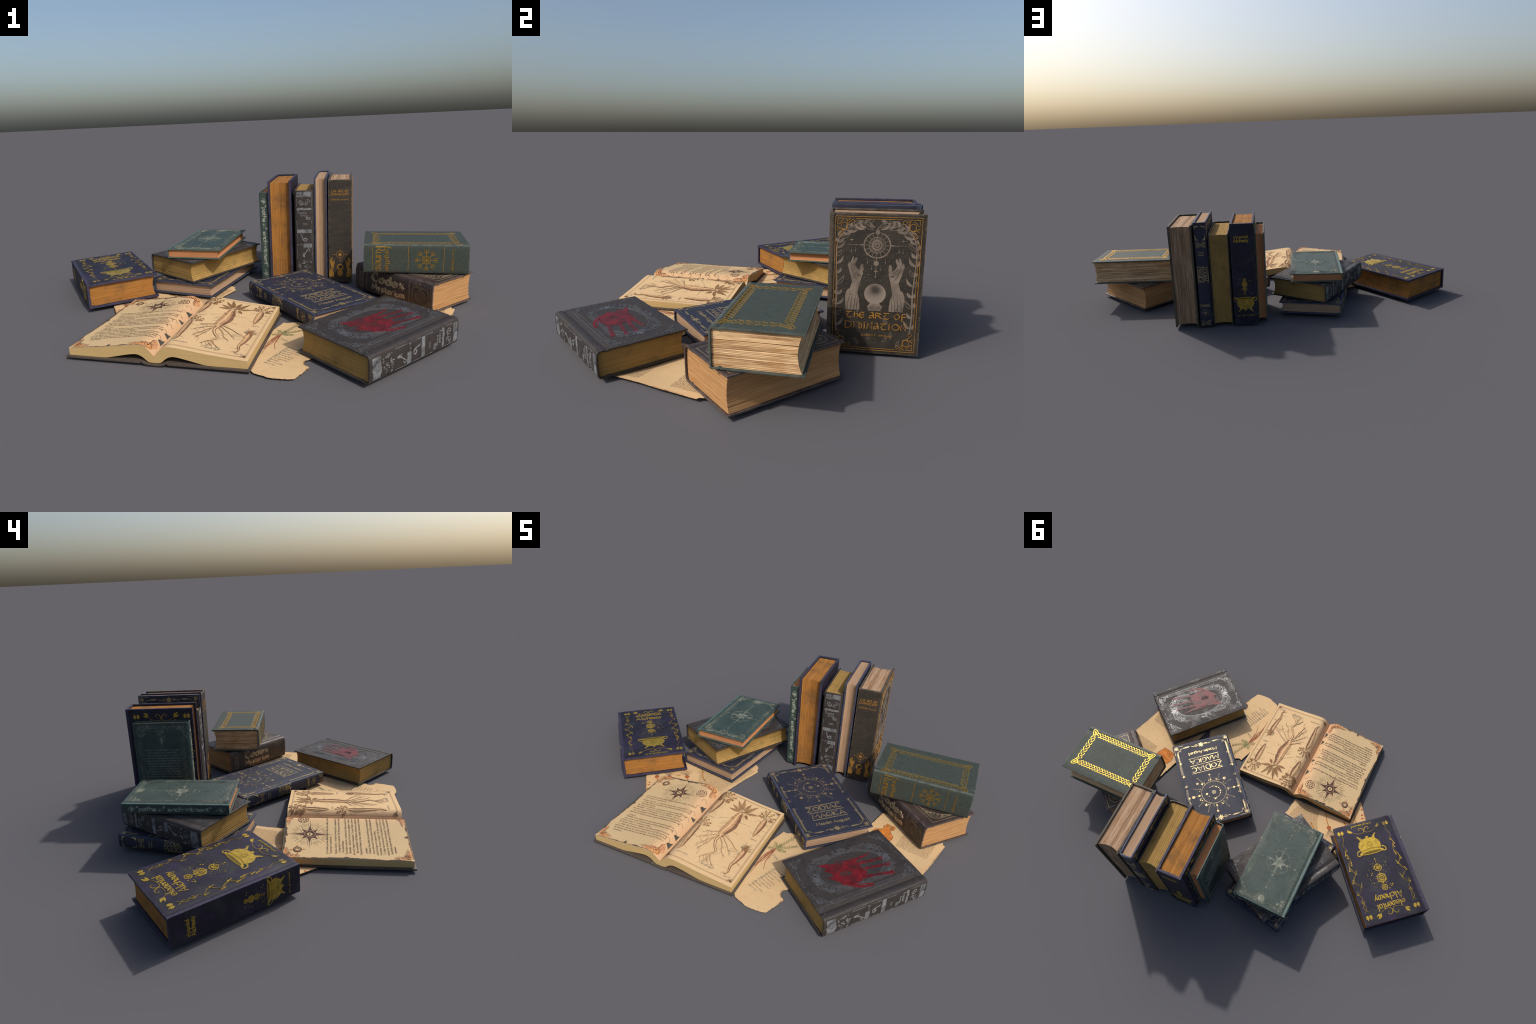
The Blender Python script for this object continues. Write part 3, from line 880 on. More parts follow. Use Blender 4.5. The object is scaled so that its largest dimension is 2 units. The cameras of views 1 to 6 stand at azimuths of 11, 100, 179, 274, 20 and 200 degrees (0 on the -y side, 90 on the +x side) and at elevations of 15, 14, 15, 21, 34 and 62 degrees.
# ================================================================== 3. black embossed grimoire
FR = Style("fractal", 0.3275, 0.466, 0.0970, b=0.0056, sd=0.020, p=4.2, xg=0.036, gw=0.007, gd=0.0026, amp=0.0010, seed=14, sag=0.012, ov=0.011, levels=56, ridge=0.00025)
def fractal_board(S, fmap, flip, seed):
    d = Deco(fmap, 0.0008, flip=flip)
    W, L = S.W, S.L
    mir = flip                                  # the back map counts x from the fore edge
    X = (lambda s: W - s) if mir else (lambda s: s)
    x0, x1, y0, y1 = 0.058, W - 0.018, 0.020, L - 0.020
    cx, cy = (0.548 * W), 0.5 * L
    rx, ry = 0.082, 0.142
    q = lambda x, y: (X(x), y)
    for i in range(90):                        # beaded rules beside the joint and at the fore edge
        y = y0 + 0.03 + (y1 - y0 - 0.06) * i / 89
        d.disc(q(x0 + 0.004, y), 0.0013, 5)
    d.line(q(x0 - 0.003, y0 + 0.01), q(x0 - 0.003, y1 - 0.01), 0.0018)
    d.line(q(x0 + 0.011, y0 + 0.03), q(x0 + 0.011, y1 - 0.03), 0.0014)
    for k, w in ((0, 0.0022), (0.006, 0.0012), (0.011, 0.0012)):
        d.ring(q(cx, cy), rx + k, w, 60, ry + k)
    for k, w in ((0.0, 0.0018), (0.006, 0.0014)):    # stepped frame
        a, b2, c2, e = x0 + 0.030 + k, x1 - 0.030 - k, y0 + 0.040 + k, y1 - 0.040 - k
        st = 0.030
        for sx, sy in ((0, 0), (0, 1), (1, 0), (1, 1)):
            gx = (lambda t: a + t) if not sx else (lambda t: b2 - t)
            gy = (lambda t: c2 + t) if not sy else (lambda t: e - t)
            d.stroke([q(gx(0), gy(0.12)), q(gx(0), gy(st + 0.02)), q(gx(0.012), gy(st + 0.02)), q(gx(0.012), gy(st)), q(gx(0.020), gy(0.022)), q(gx(st), gy(0.012)), q(gx(st + 0.012), gy(0.012)), q(gx(st + 0.012), gy(0)), q(gx(0.085), gy(0))], w)
            d.stroke([q(gx(0.010), gy(0.125)), q(gx(0.010), gy(0.06))], w * 0.8)
    for t, s in ((cy + ry + 0.006, 1), (cy - ry - 0.006, -1)):    # scrolls above and below the oval
        for sx in (-1, 1):
            d.spiral(q(cx + sx * 0.016, t + s * 0.010), 0.012, 1.2, pi / 2 * s, 0.0026, sx * (-1 if mir else 1))
            d.curve([q(cx, t - 0.006 * s), q(cx + sx * 0.018, t - 0.004 * s), q(cx + sx * 0.040, t + 0.012 * s), q(cx + sx * 0.055, t + 0.002 * s), q(cx + sx * 0.072, t - 0.022 * s)], 0.0024)
            d.leaf(q(cx, t), q(cx + sx * 0.012, t + 0.024 * s), 0.009)
        d.leaf(q(cx, t - 0.002 * s), q(cx, t + 0.034 * s), 0.010)
        d.scrolls(lambda x, y: abs(X(x) - cx) + abs(y - t - s * 0.012) * 1.5 < 0.045, (min(X(cx - .05), X(cx + .05)), t - 0.03, max(X(cx - .05), X(cx + .05)), t + 0.05), 26, 0.0055, 0.0015, seed + s + 2)
    for sx in (-1, 1):                          # side bosses
        d.scrolls(lambda x, y: abs(abs(X(x) - cx) - rx - 0.014) + abs(y - cy) * 0.5 < 0.022, (0.02, cy - 0.05, W - 0.02, cy + 0.05), 26, 0.006, 0.0016, seed + 9 + sx)
    def corner(x, y):
        u, v = min(X(x) - x0, x1 - X(x)), min(y - y0, y1 - y)
        return u > -0.002 and v > -0.002 and u + v < 0.058 and (u > 0 or v > 0)
    d.scrolls(corner, (0.02, y0, W - 0.01, y1), 240, 0.0046, 0.0014, seed + 21)
    def spandrel(x, y):
        u, v = (X(x) - cx) / (rx + 0.016), (y - cy) / (ry + 0.016)
        return u * u + v * v > 1 and abs(X(x) - cx) < 0.078 and abs(y - cy) < 0.150 and u * u + v * v < 1.55
    d.scrolls(spandrel, (0.02, y0, W - 0.01, y1), 170, 0.0045, 0.0012, seed + 33)
    def edge(x, y):
        v = min(y - 0.008, L - 0.008 - y)
        return (0 < v < 0.016 or 0 < W - 0.006 - X(x) < 0.010)
    d.scrolls(edge, (0.02, 0.008, W - 0.006, L - 0.008), 150, 0.0035, 0.0010, seed + 44)
    return d

def fractal_spine(S):
    lab = Deco(S.spine, 0.0006, maxlen=0.010)
    ink = Deco(S.spine, 0.0010, maxlen=0.010)
    L, hw = S.L, 0.0365
    rr = random.Random(4)
    def ragged(t0, t1, a0=-hw, a1=hw, r=0.0012):
        top = [(a0 + (a1 - a0) * i / 9, t1 * L + rr.uniform(-r, r)) for i in range(10)]
        bot = [(a0 + (a1 - a0) * i / 9, t0 * L + rr.uniform(-r, r)) for i in range(10)]
        return bot + top[::-1]
    lab.poly(ragged(0.932, 0.985, r=0.002))
    lab.poly(ragged(0.790, 0.815, r=0.0022))
    lab.poly(ragged(0.688, 0.722, 0.008, 0.030, 0.002))
    lab.poly(ragged(0.545, 0.585))
    lab.poly(ragged(0.388, 0.430, -0.006, hw))
    lab.poly(ragged(0.408, 0.430, -hw, -0.012, 0.003))
    lab.poly(ragged(0.03, 0.115, r=0.004))
    for sx in (-1, 1):
        for t0, t1 in ((0.83, 0.925), (0.59, 0.68), (0.44, 0.54), (0.26, 0.385)):
            lab.line((sx * hw, t0 * L), (sx * hw, t1 * L), 0.0016)
    for sx in (-1, 1):
        ink.spiral((sx * 0.016, 0.878 * L), 0.013, 1.3, 0, 0.0035, sx)
        ink.leaf((sx * 0.004, 0.855 * L), (sx * 0.018, 0.842 * L), 0.006)
    ink.curve([(-0.008, 0.862 * L), (0, 0.852 * L), (0.010, 0.866 * L)], 0.002)
    text(ink, "Fractal", -0.008, 0.752 * L, 0.0125, 0.9, 0.4, 12, width=0.044)
    text(ink, "Grimoire", 0.0, 0.725 * L, 0.0095, 0.8, 0.35, 12, width=0.036)
    for k in range(2):
        ink.line((-0.006, (0.648 - 0.014 * k) * L), (0.016, (0.648 - 0.014 * k) * L), 0.0014)
    ink.curve([(-0.020, 0.53 * L), (-0.014, 0.522 * L), (-0.010, 0.495 * L), (-0.004, 0.465 * L), (0.006, 0.455 * L), (0.012, 0.475 * L), (0.004, 0.49 * L), (-0.002, 0.478 * L)], 0.0042)
    ink.curve([(0.002, 0.325 * L), (0.012, 0.355 * L), (0.020, 0.375 * L), (0.026, 0.360 * L), (0.018, 0.345 * L)], 0.0034)
    ink.leaf((-0.004, 0.275 * L), (0.006, 0.335 * L), 0.012, 6, 0.2)
    ink.leaf((0.0, 0.30 * L), (-0.012, 0.33 * L), 0.006)
    ink.scrolls(lambda x, y: True, (-0.032, 0.13 * L, 0.032, 0.235 * L), 34, 0.006, 0.0016, 3)
    return lab, ink

FR_COL = (0.031, 0.0240, 0.0215)
m_fr = mat_leather("black_leather", FR_COL, (0.021, 0.0235, 0.027), (0.040, 0.034, 0.032), (FR.W, FR.L, FR.T), 0.66, 0.004, 0.6, 6, 0.42, 0.10, 0.25, 0.52, 0.70,
                   blot2=(0.036, 0.030, 0.027), gloss=0.36, scuff=(0.055, 0.053, 0.052))
m_fr_emb = mat_foil("tarnished_silver", (0.150, 0.152, 0.158), (0.034, 0.030, 0.030), 0.20, 0.5, 0.42, 24)
m_fr_lab = mat_ink("grey_label_paper", (0.165, 0.17, 0.175), 0.5, 0.5, 0.2, (0.05, 0.045, 0.045), 0.34, 0.5, 26)
m_fr_ink = mat_ink("silver_ink", (0.22, 0.225, 0.225), 0.5, 0.4, 0.3, (0.06, 0.055, 0.055), 0.3, 0.5, 35)
m_fr_page = mat_pages("old_gold_page_edges", (0.36, 0.225, 0.070), (0.25, 0.145, 0.040), 650, 0.4, (0.12, 0.08, 0.03), 0.5)
m_red = mat_ink("dried_red_paint", (0.125, 0.008, 0.011), 0.45, 0.45, 0.0, (0.052, 0.012, 0.013), 0.36, 0.58, 16)
ls, ik = fractal_spine(FR)
fractal = kit_of(FR, m_fr, m_fr_page, [("front_embossing", fractal_board(FR, FR.front, False, 11), m_fr_emb, "front_cover"),
                                        ("back_embossing", fractal_board(FR, FR.back, True, 12), m_fr_emb, "back_cover"),
                                        ("spine_label", ls, m_fr_lab, "spine"), ("spine_lettering", ik, m_fr_ink, "spine")])

def red_hand(S):
    d = Deco(lambda x, y, h: (x, y, -S.T / 2 - h), 0.0010, flip=True, maxlen=0.03)
    P = lambda s, t: (s * S.W, t * S.L)
    r = random.Random(2)
    palm = [P(0.738, 0.239), P(0.731, 0.298), P(0.70, 0.36), P(0.66, 0.45), P(0.646, 0.53), P(0.625, 0.575), P(0.56, 0.585), P(0.50, 0.575), P(0.43, 0.595), P(0.37, 0.575),
            P(0.345, 0.53), P(0.322, 0.463), P(0.294, 0.421), P(0.325, 0.372), P(0.408, 0.322), P(0.528, 0.244), P(0.515, 0.305), P(0.57, 0.312), P(0.632, 0.264), P(0.655, 0.31)]
    edge = []
    for a, b in zip(palm, palm[1:] + palm[:1]):
        for i in range(5):
            t = i / 5
            edge.append((a[0] + (b[0] - a[0]) * t + r.uniform(-1, 1) * 0.0016, a[1] + (b[1] - a[1]) * t + r.uniform(-1, 1) * 0.0022))
    hole = [P(0.516, 0.372), P(0.535, 0.40), P(0.534, 0.438), P(0.50, 0.470), P(0.455, 0.445), P(0.448, 0.41), P(0.468, 0.385)]
    d.poly(edge, [catmull(hole, 4, True)])
    for a, b, c, w in ((P(0.585, 0.55), P(0.555, 0.69), P(0.535, 0.815), 0.016), (P(0.47, 0.60), P(0.44, 0.73), P(0.413, 0.832), 0.015), (P(0.365, 0.53), P(0.325, 0.66), P(0.283, 0.80), 0.017)):
        q = catmull([a, b, c], 8)
        d.stroke(q, [w * (0.75 + 0.25 * sin(i * 1.7) + (0.2 if i > len(q) - 5 else 0)) * (0.7 if i == len(q) - 1 else 1) for i in range(len(q))])
    q = catmull([P(0.70, 0.40), P(0.665, 0.52), P(0.648, 0.60), P(0.655, 0.66), P(0.672, 0.745)], 6)
    d.stroke(q, [0.004 + 0.010 * max(0, sin(pi * i / len(q))) ** 3 for i in range(len(q))])
    q = catmull([P(0.40, 0.33), P(0.315, 0.385), P(0.25, 0.455), P(0.222, 0.52), P(0.212, 0.56)], 6)
    d.stroke(q, [0.014 - 0.008 * i / len(q) for i in range(len(q))])
    d.stroke([P(0.30, 0.42), P(0.27, 0.50), P(0.225, 0.56)], 0.005)
    for i in range(26):                        # dry-brush streaks
        s, t = r.uniform(0.33, 0.68), r.uniform(0.30, 0.50)
        d.stroke([P(s, t), P(s - 0.02, t + r.uniform(0.06, 0.11))], r.uniform(0.001, 0.0022))
    return d

# ================================================================== 4. green compass book
PA = Style("paths", 0.2685, 0.4545, 0.0450, b=0.0046, sd=0.005, p=4, xg=0.016, gw=0.005, gd=0.0012, amp=0.0006, seed=21, sag=0.006, ov=0.009, ovy=0.008, levels=34, ridge=0.0002)
def paths_frame(d, S, q, seed, star=True):
    W, L = S.W, S.L
    for k, w in ((0.0, 0.0012), (0.005, 0.0009), (0.010, 0.0009), (0.018, 0.0007)):
        a, b2, c2, e = 0.030 + k, W - 0.016 - k, 0.018 + k, L - 0.018 - k
        d.stroke([q(a, c2), q(b2, c2), q(b2, e), q(a, e)], w, True)
    x0, x1, y0, y1 = 0.024, W - 0.010, 0.010, L - 0.010
    def corner(x, y):
        u, v = min(x - x0, x1 - x), min(y - y0, y1 - y)
        return u > 0 and v > 0 and u + v < 0.072
    d.scrolls(corner, (x0, y0, x1, y1), 250, 0.0055, 0.0011, seed)
    def band(x, y):
        u, v = min(x - x0, x1 - x), min(y - y0, y1 - y)
        return 0 < min(u, v) < 0.020
    d.scrolls(band, (x0, y0, x1, y1), 200, 0.0036, 0.0009, seed + 1)

def paths_front(S):
    d = Deco(S.front, 0.0007)
    W, L = S.W, S.L
    q = lambda x, y: (x, y)
    paths_frame(d, S, q, 31)
    c = (0.512 * W, 0.507 * L)
    d.star(c, 0.060, 0.016, 8, pi / 2, 0.042, 0.010)
    d.disc(c, 0.0055)
    d.star(c, 0.030, 0.011, 8, pi / 2 + pi / 8)
    r = random.Random(6)
    for i in range(8):
        a = pi / 2 + i * pi / 4
        d.ring((c[0] + 0.045 * cos(a + pi / 8), c[1] + 0.045 * sin(a + pi / 8)), 0.014, 0.0014, 14, a0=a - 1.2, a1=a + 2.0)
    for i in range(8):
        a = pi / 2 + i * pi / 4
        d.spiral((c[0] + 0.058 * cos(a), c[1] + 0.058 * sin(a)), 0.007, 1.0, a, 0.0013, 1)
    for a, l in ((pi / 2, 0.135), (-pi / 2, 0.150), (0, 0.085), (pi, 0.085)):
        e = (c[0] + l * cos(a), c[1] + l * sin(a))
        d.line((c[0] + 0.05 * cos(a), c[1] + 0.05 * sin(a)), e, 0.0012)
        for k in (0.52, 1.0):
            z = (c[0] + l * k * cos(a), c[1] + l * k * sin(a))
            d.star(z, 0.008, 0.003, 4)
    s = (0.513 * W, 0.922 * L)
    d.disc(s, 0.016, 20)
    for i in range(22):
        a = 2 * pi * i / 22
        d.stroke([(s[0] + 0.018 * cos(a), s[1] + 0.018 * sin(a)), (s[0] + (0.030 + 0.006 * (i % 2)) * cos(a + 0.1), s[1] + (0.026 + 0.004 * (i % 2)) * sin(a + 0.1))], 0.0016)
    s = (0.506 * W, 0.075 * L)
    d.ring(s, 0.014, 0.0013)
    d.scrolls(lambda x, y: hypot(x - s[0], y - s[1]) < 0.03, (s[0] - 0.03, s[1] - 0.03, s[0] + 0.03, s[1] + 0.03), 26, 0.005, 0.0012, 8)
    for i in range(90):
        d.disc((r.uniform(0.05, W - 0.03), r.uniform(0.08, L - 0.08)), r.choice((0.0006, 0.0009, 0.0014)), 6)
    return d

def paths_back(S):
    d, t = Deco(S.back, 0.0006, flip=True), Deco(S.back, 0.0005, flip=True)
    W, L = S.W, S.L
    paths_frame(d, S, lambda x, y: (W - x, y), 41)
    c = (0.487 * W, 0.905 * L)
    d.ring(c, 0.016, 0.0018)
    d.star(c, 0.014, 0.006, 8)
    d.scrolls(lambda x, y: abs(x - c[0]) < 0.035 * (1 - (c[1] - y) / 0.075) and y < c[1] + 0.02, (c[0] - 0.035, c[1] - 0.07, c[0] + 0.035, c[1] + 0.02), 34, 0.005, 0.0013, 5)
    d.leaf((c[0], c[1] - 0.02), (c[0], c[1] - 0.07), 0.010)
    lines = ['"paths of enchantment" unveils', "charm historic, heartfelt", "instructions, and practical", "exercises designed to guide you",
             "from novice to adept. whether you", "aspire to master protective", "wards or subtle spells, cast", "powerful charms, this book",
             "provides the knowledge and skills", "you need to forge your own path", "in the art of arcane enchantment"]
    for i, s in enumerate(lines):
        text(t, s, 0.475 * W, (0.698 - 0.030 * i) * L, 0.0092, 1.0, 0.55, 25, per=3, width=min(0.166, 0.0056 * len(s)))
    return d, t

def paths_spine(S):
    d = Deco(S.spine, 0.0006, maxlen=0.008)
    L = S.L
    text(d, '"paths of enchantment"', -0.0075, 0.51 * L, 0.020, 1.9, 0.5, 25, dx=(0, -1), width=0.315)
    for t in (0.90, 0.075):
        d.disc((0, t * L), 0.0045)
        d.star((0, t * L), 0.010, 0.004, 8)
        d.scrolls(lambda x, y: hypot(x, (y - t * L) * 0.7) < 0.014, (-0.014, t * L - 0.022, 0.014, t * L + 0.022), 22, 0.0042, 0.0012, int(t * 50))
    return d

PA_COL = (0.030, 0.050, 0.043)
m_pa = mat_leather("green_leather", PA_COL, (0.046, 0.066, 0.056), (0.085, 0.135, 0.115), (PA.W, PA.L, PA.T), 0.55, 0.003, 0.45, 9, 0.4, blot2=(0.024, 0.040, 0.036), scuff=(0.085, 0.105, 0.088))
m_pa_emb = mat_ink("rubbed_ornament", (0.195, 0.205, 0.158), 0.55, 0.45, 0.1, (0.060, 0.080, 0.066), 0.36, 0.52, 18)
m_pa_txt = mat_ink("spine_title_white", (0.27, 0.29, 0.235), 0.6, 0.3, 0.0, (0.06, 0.08, 0.065), 0.36, 0.52, 30)
m_pa_txt2 = mat_ink("back_text_grey", (0.17, 0.185, 0.165), 0.7, 0.3, 0.0, (0.09, 0.10, 0.09), 0.35, 0.5, 30)
m_pa_page = mat_pages("terracotta_page_edges", (0.50, 0.225, 0.097), (0.34, 0.135, 0.053), 600, 0.45, (0.30, 0.13, 0.058), 0.25)
bp, bt = paths_back(PA)
paths = kit_of(PA, m_pa, m_pa_page, [("front_ornament", paths_front(PA), m_pa_emb, "front_cover"), ("back_ornament", bp, m_pa_emb, "back_cover"),
                                      ("back_lettering", bt, m_pa_txt2, "back_cover"), ("spine_lettering", paths_spine(PA), m_pa_txt, "spine")])

# ================================================================== 5. dark divination book
DI = Style("divination", 0.3255, 0.510, 0.1140, b=0.0085, sd=0.003, p=9, xg=0.020, gw=0.007, gd=0.0020, amp=0.0010, seed=33, sag=0.012, ov=0.011, levels=60, ridge=0.0004)
def hand_shape(P, mirror):
    """Raised open hand with sleeve; fractions of the cover, mirrored for the right one."""
    X = (lambda s: 1.013 - s) if mirror else (lambda s: s)
    hand = [(0.238, 0.47), (0.262, 0.52), (0.232, 0.587), (0.209, 0.639), (0.222, 0.669), (0.228, 0.650), (0.240, 0.662), (0.252, 0.690), (0.268, 0.704), (0.270, 0.688), (0.266, 0.668),
            (0.285, 0.690), (0.307, 0.697), (0.306, 0.676), (0.288, 0.645), (0.300, 0.626), (0.325, 0.605), (0.334, 0.600), (0.340, 0.632), (0.354, 0.650), (0.372, 0.646), (0.371, 0.615), (0.367, 0.600),
            (0.375, 0.583), (0.360, 0.556), (0.348, 0.524), (0.330, 0.470)]
    arm = [(0.330, 0.472), (0.322, 0.440), (0.342, 0.400), (0.350, 0.345), (0.350, 0.318), (0.205, 0.318), (0.196, 0.36), (0.192, 0.428), (0.212, 0.462), (0.238, 0.472)]
    return [P(X(a), b) for a, b in hand], [P(X(a), b) for a, b in arm], X

def divination_front(S):
    art, dark, gold = Deco(S.front, 0.0006, maxlen=0.05), Deco(S.front, 0.0011, wall=False), Deco(S.front, 0.0014)
    W, L = S.W, S.L
    P = lambda s, t: (s * W, t * L)
    c = P(0.508, 0.783)
    art.ring(c, 0.0445, 0.0040, 50, a0=1.85, a1=1.85 + 2 * pi - 0.55)
    art.ring(c, 0.0275, 0.0022, 40)
    art.disc(c, 0.0190, 30)
    for i in range(28):
        a = 2 * pi * i / 28
        art.line((c[0] + 0.020 * cos(a), c[1] + 0.020 * sin(a)), (c[0] + 0.0245 * cos(a), c[1] + 0.0245 * sin(a)), 0.0022)
    for i in range(16):
        a = 2 * pi * i / 16
        b2 = 0.058 if i % 4 == 0 else 0.0425 if i % 2 else 0.052
        art.line((c[0] + 0.029 * cos(a), c[1] + 0.029 * sin(a)), (c[0] + b2 * cos(a), c[1] + b2 * sin(a)), 0.0014 if i % 4 else 0.0022)
    for sx in (-1, 1):
        art.leaf((c[0] + sx * 0.040, c[1]), (c[0] + sx * 0.062, c[1]), 0.005)
        art.stroke([(c[0] + sx * 0.055, c[1]), (c[0] + sx * 0.112, c[1])], [0.0014, 0.0006])
        art.star((c[0] + sx * 0.072, c[1]), 0.004, 0.0012, 4)
        art.star((c[0] + sx * 0.095, c[1]), 0.004, 0.0012, 4)
        art.star((c[0] + sx * 0.087, c[1] + 0.017), 0.007, 0.0018, 4)
        for k, (x, y) in enumerate(((0.03, -0.060), (0.043, -0.085), (0.016, -0.083), (0.074, -0.02), (0.087, -0.022))):
            art.line((c[0] + sx * x, c[1] + y + 0.012), (c[0] + sx * x, c[1] + y - 0.004), 0.0008)
            art.leaf((c[0] + sx * x, c[1] + y + 0.003), (c[0] + sx * x, c[1] + y - 0.007), 0.0032)
    dark.ring(c, 0.0105, 0.0022, 24)
    dark.disc(c, 0.0042)
    dark.ring(c, 0.0155, 0.0007, 24, a0=0.4, a1=pi - 0.4)
    t = P(0.508, 0.873)
    art.disc(t, 0.0075, 8)
    art.star(t, 0.0105, 0.006, 8)
    art.leaf((t[0], t[1] + 0.004), (t[0], t[1] + 0.016), 0.006)
    art.line(t, (c[0], c[1] + 0.024), 0.0016)
    art.line((c[0], c[1] - 0.024), P(0.507, 0.565), 0.0012)
    art.disc(P(0.507, 0.658), 0.0092, 22)
    art.star(P(0.506, 0.601), 0.015, 0.0028, 4, R2=0.0085)
    art.disc(P(0.506, 0.563), 0.0028)
    for mir in (False, True):
        h, a, X = hand_shape(P, mir)
        art.poly(h)
        art.poly(a)
        dark.curve([P(X(0.252), 0.618), P(X(0.27), 0.58), P(X(0.305), 0.545)], 0.0016)
        dark.curve([P(X(0.26), 0.625), P(X(0.30), 0.605), P(X(0.335), 0.585)], 0.0012)
        dark.curve([P(X(0.315), 0.565), P(X(0.335), 0.575), P(X(0.35), 0.565)], 0.0022)
        for i in range(6):
            dark.line(P(X(0.262 + 0.012 * i), 0.612 - 0.006 * i), P(X(0.285 + 0.010 * i), 0.575 - 0.004 * i), 0.0007)
        for x in (0.245, 0.275, 0.305):
            dark.curve([P(X(x), 0.655), P(X(x + 0.008), 0.640), P(X(x + 0.004), 0.625)], 0.0012)
        for x0, x1 in ((0.215, 0.235), (0.255, 0.262), (0.29, 0.30), (0.32, 0.325)):
            dark.curve([P(X(x0), 0.325), P(X((x0 + x1) / 2), 0.38), P(X(x1 + 0.012), 0.44)], 0.0018, taper=True)
    art.poly([P(0.455, 0.365), P(0.436, 0.352), P(0.432, 0.340), P(0.446, 0.335), P(0.444, 0.318), P(0.582, 0.318), P(0.578, 0.335), P(0.596, 0.342), P(0.59, 0.354), P(0.566, 0.365), P(0.560, 0.380), P(0.462, 0.380)])
    for y in (0.352, 0.342, 0.334):
        dark.line(P(0.45, y), P(0.575, y), 0.0008)
    r = random.Random(12)
    for i in range(60):
        q = P(r.uniform(0.15, 0.86), r.uniform(0.36, 0.88))
        art.star(q, r.choice((0.0012, 0.0018, 0.0040)), 0.0006, 4)
    for i in range(30):
        x = r.uniform(0.2, 0.8)
        q = P(x, r.uniform(0.055, 0.32))
        if q[1] > 0.12 * L and q[1] < 0.32 * L and 0.35 < x < 0.65:
            continue
        a = pi / 2 + r.uniform(-0.9, 0.9)
        (art if i % 2 else dark).outline_leaf(q, (q[0] + 0.026 * cos(a), q[1] + 0.026 * sin(a)), 0.010, 0.0012)
    # laurel branches up both sides and over the top
    for mir in (False, True):
        X = (lambda s: 1.0 - s) if mir else (lambda s: s)
        ctrl = [P(X(0.105), 0.16), P(X(0.093), 0.30), P(X(0.10), 0.45), P(X(0.088), 0.60), P(X(0.082), 0.72), P(X(0.10), 0.81), P(X(0.155), 0.868), P(X(0.236), 0.908), P(X(0.33), 0.930), P(X(0.43), 0.937)]
        line = catmull(ctrl, 6)
        art.stroke(line, [0.0050 - 0.0034 * i / len(line) for i in range(len(line))])
        for i in range(2, len(line) - 1, 3):
            a, b2 = line[i - 1], line[i + 1]
            th = atan2(b2[1] - a[1], b2[0] - a[0])
            for sd in (-1, 1):
                inner = (sd == (-1 if not mir else 1))
                ln = (0.040 if inner else 0.025) * (1 - 0.3 * (i % 2))
                an = th + sd * (0.72 if inner else 0.40)
                tip = (line[i][0] + ln * cos(an), line[i][1] + ln * sin(an))
                if not (0.022 < tip[0] < W - 0.010) or tip[1] > L - 0.012:
                    continue
                if (i // 3 + sd) % 3 == 0:
                    art.outline_leaf(line[i], tip, 0.0115, 0.0014, 0.1 * sd)
                else:
                    art.leaf(line[i], tip, 0.0110, 7, 0.12 * sd)
                    dark.line((line[i][0] * 0.8 + tip[0] * 0.2, line[i][1] * 0.8 + tip[1] * 0.2), (line[i][0] * 0.25 + tip[0] * 0.75, line[i][1] * 0.25 + tip[1] * 0.75), 0.0008)
    # gold fillets and fret corners
    a, b2, c2, e = 0.066 * W, 0.955 * W, 0.024 * L, 0.976 * L
    gold.stroke([(a, c2), (b2, c2), (b2, e), (a, e)], 0.0017, True)
    k = 0.0075
    a, b2, c2, e = a + k, b2 - k, c2 + k, e - k
    n1, n2 = 0.060, 0.078
    for sx in (0, 1):
        gx = (lambda t: a + t) if not sx else (lambda t: b2 - t)
        gold.line((gx(0), c2 + n2), (gx(0), e - n2), 0.0015)
        for sy in (0, 1):
            gy = (lambda t: c2 + t) if not sy else (lambda t: e - t)
            Q = lambda x, y: (gx(x), gy(y))
            gold.stroke([Q(0, 0), Q(0.020, 0), Q(0.020, 0.006), Q(0.012, 0.012), Q(0.006, 0.020), Q(0, 0.020)], 0.0015, True)
            gold.ring(Q(0.022, 0.026), 0.0105, 0.0017, 22, 0.0125)
            gold.curve([Q(0.026, 0), Q(0.032, 0.006), Q(0.034, 0.018), Q(0.042, 0.010), Q(0.050, 0.003), Q(0.056, 0.008), Q(0.053, 0.016), Q(0.046, 0.014)], 0.0016)
            gold.curve([Q(0, 0.028), Q(0.006, 0.034), Q(0.018, 0.040), Q(0.012, 0.048), Q(0.004, 0.058), Q(0.009, 0.064), Q(0.016, 0.060), Q(0.014, 0.052)], 0.0016)
            gold.curve([Q(0.018, 0.040), Q(0.030, 0.038), Q(0.034, 0.030), Q(0.034, 0.018)], 0.0016)
            gold.stroke([Q(0, 0.028), Q(0, 0.044), Q(0.008, 0.036)], 0.0014, True)
            gold.stroke([Q(0.026, 0), Q(0.042, 0), Q(0.036, 0.008)], 0.0014, True)
    gold.line((a + n1, c2), (b2 - n1, c2), 0.0015)
    gold.line((a + n1, e), (b2 - n1, e), 0.0015)
    text(gold, "123 451 67", W * 0.527, L * 0.262, 0.0245, 1.25, 0.45, 25, width=0.208)
    text(gold, "D9890419O0", W * 0.53, L * 0.183, 0.0245, 1.25, 0.45, 25, width=0.212)
    text(gold, "alistair crowe", W * 0.545, L * 0.130, 0.0092, 1.2, 0.5, 25, width=0.105)
    return art, dark, gold

def divination_ball(S):
    d = Deco(S.front, 0.0010)
    d.disc((0.510 * S.W, 0.441 * S.L), 0.0372, 48)
    return d

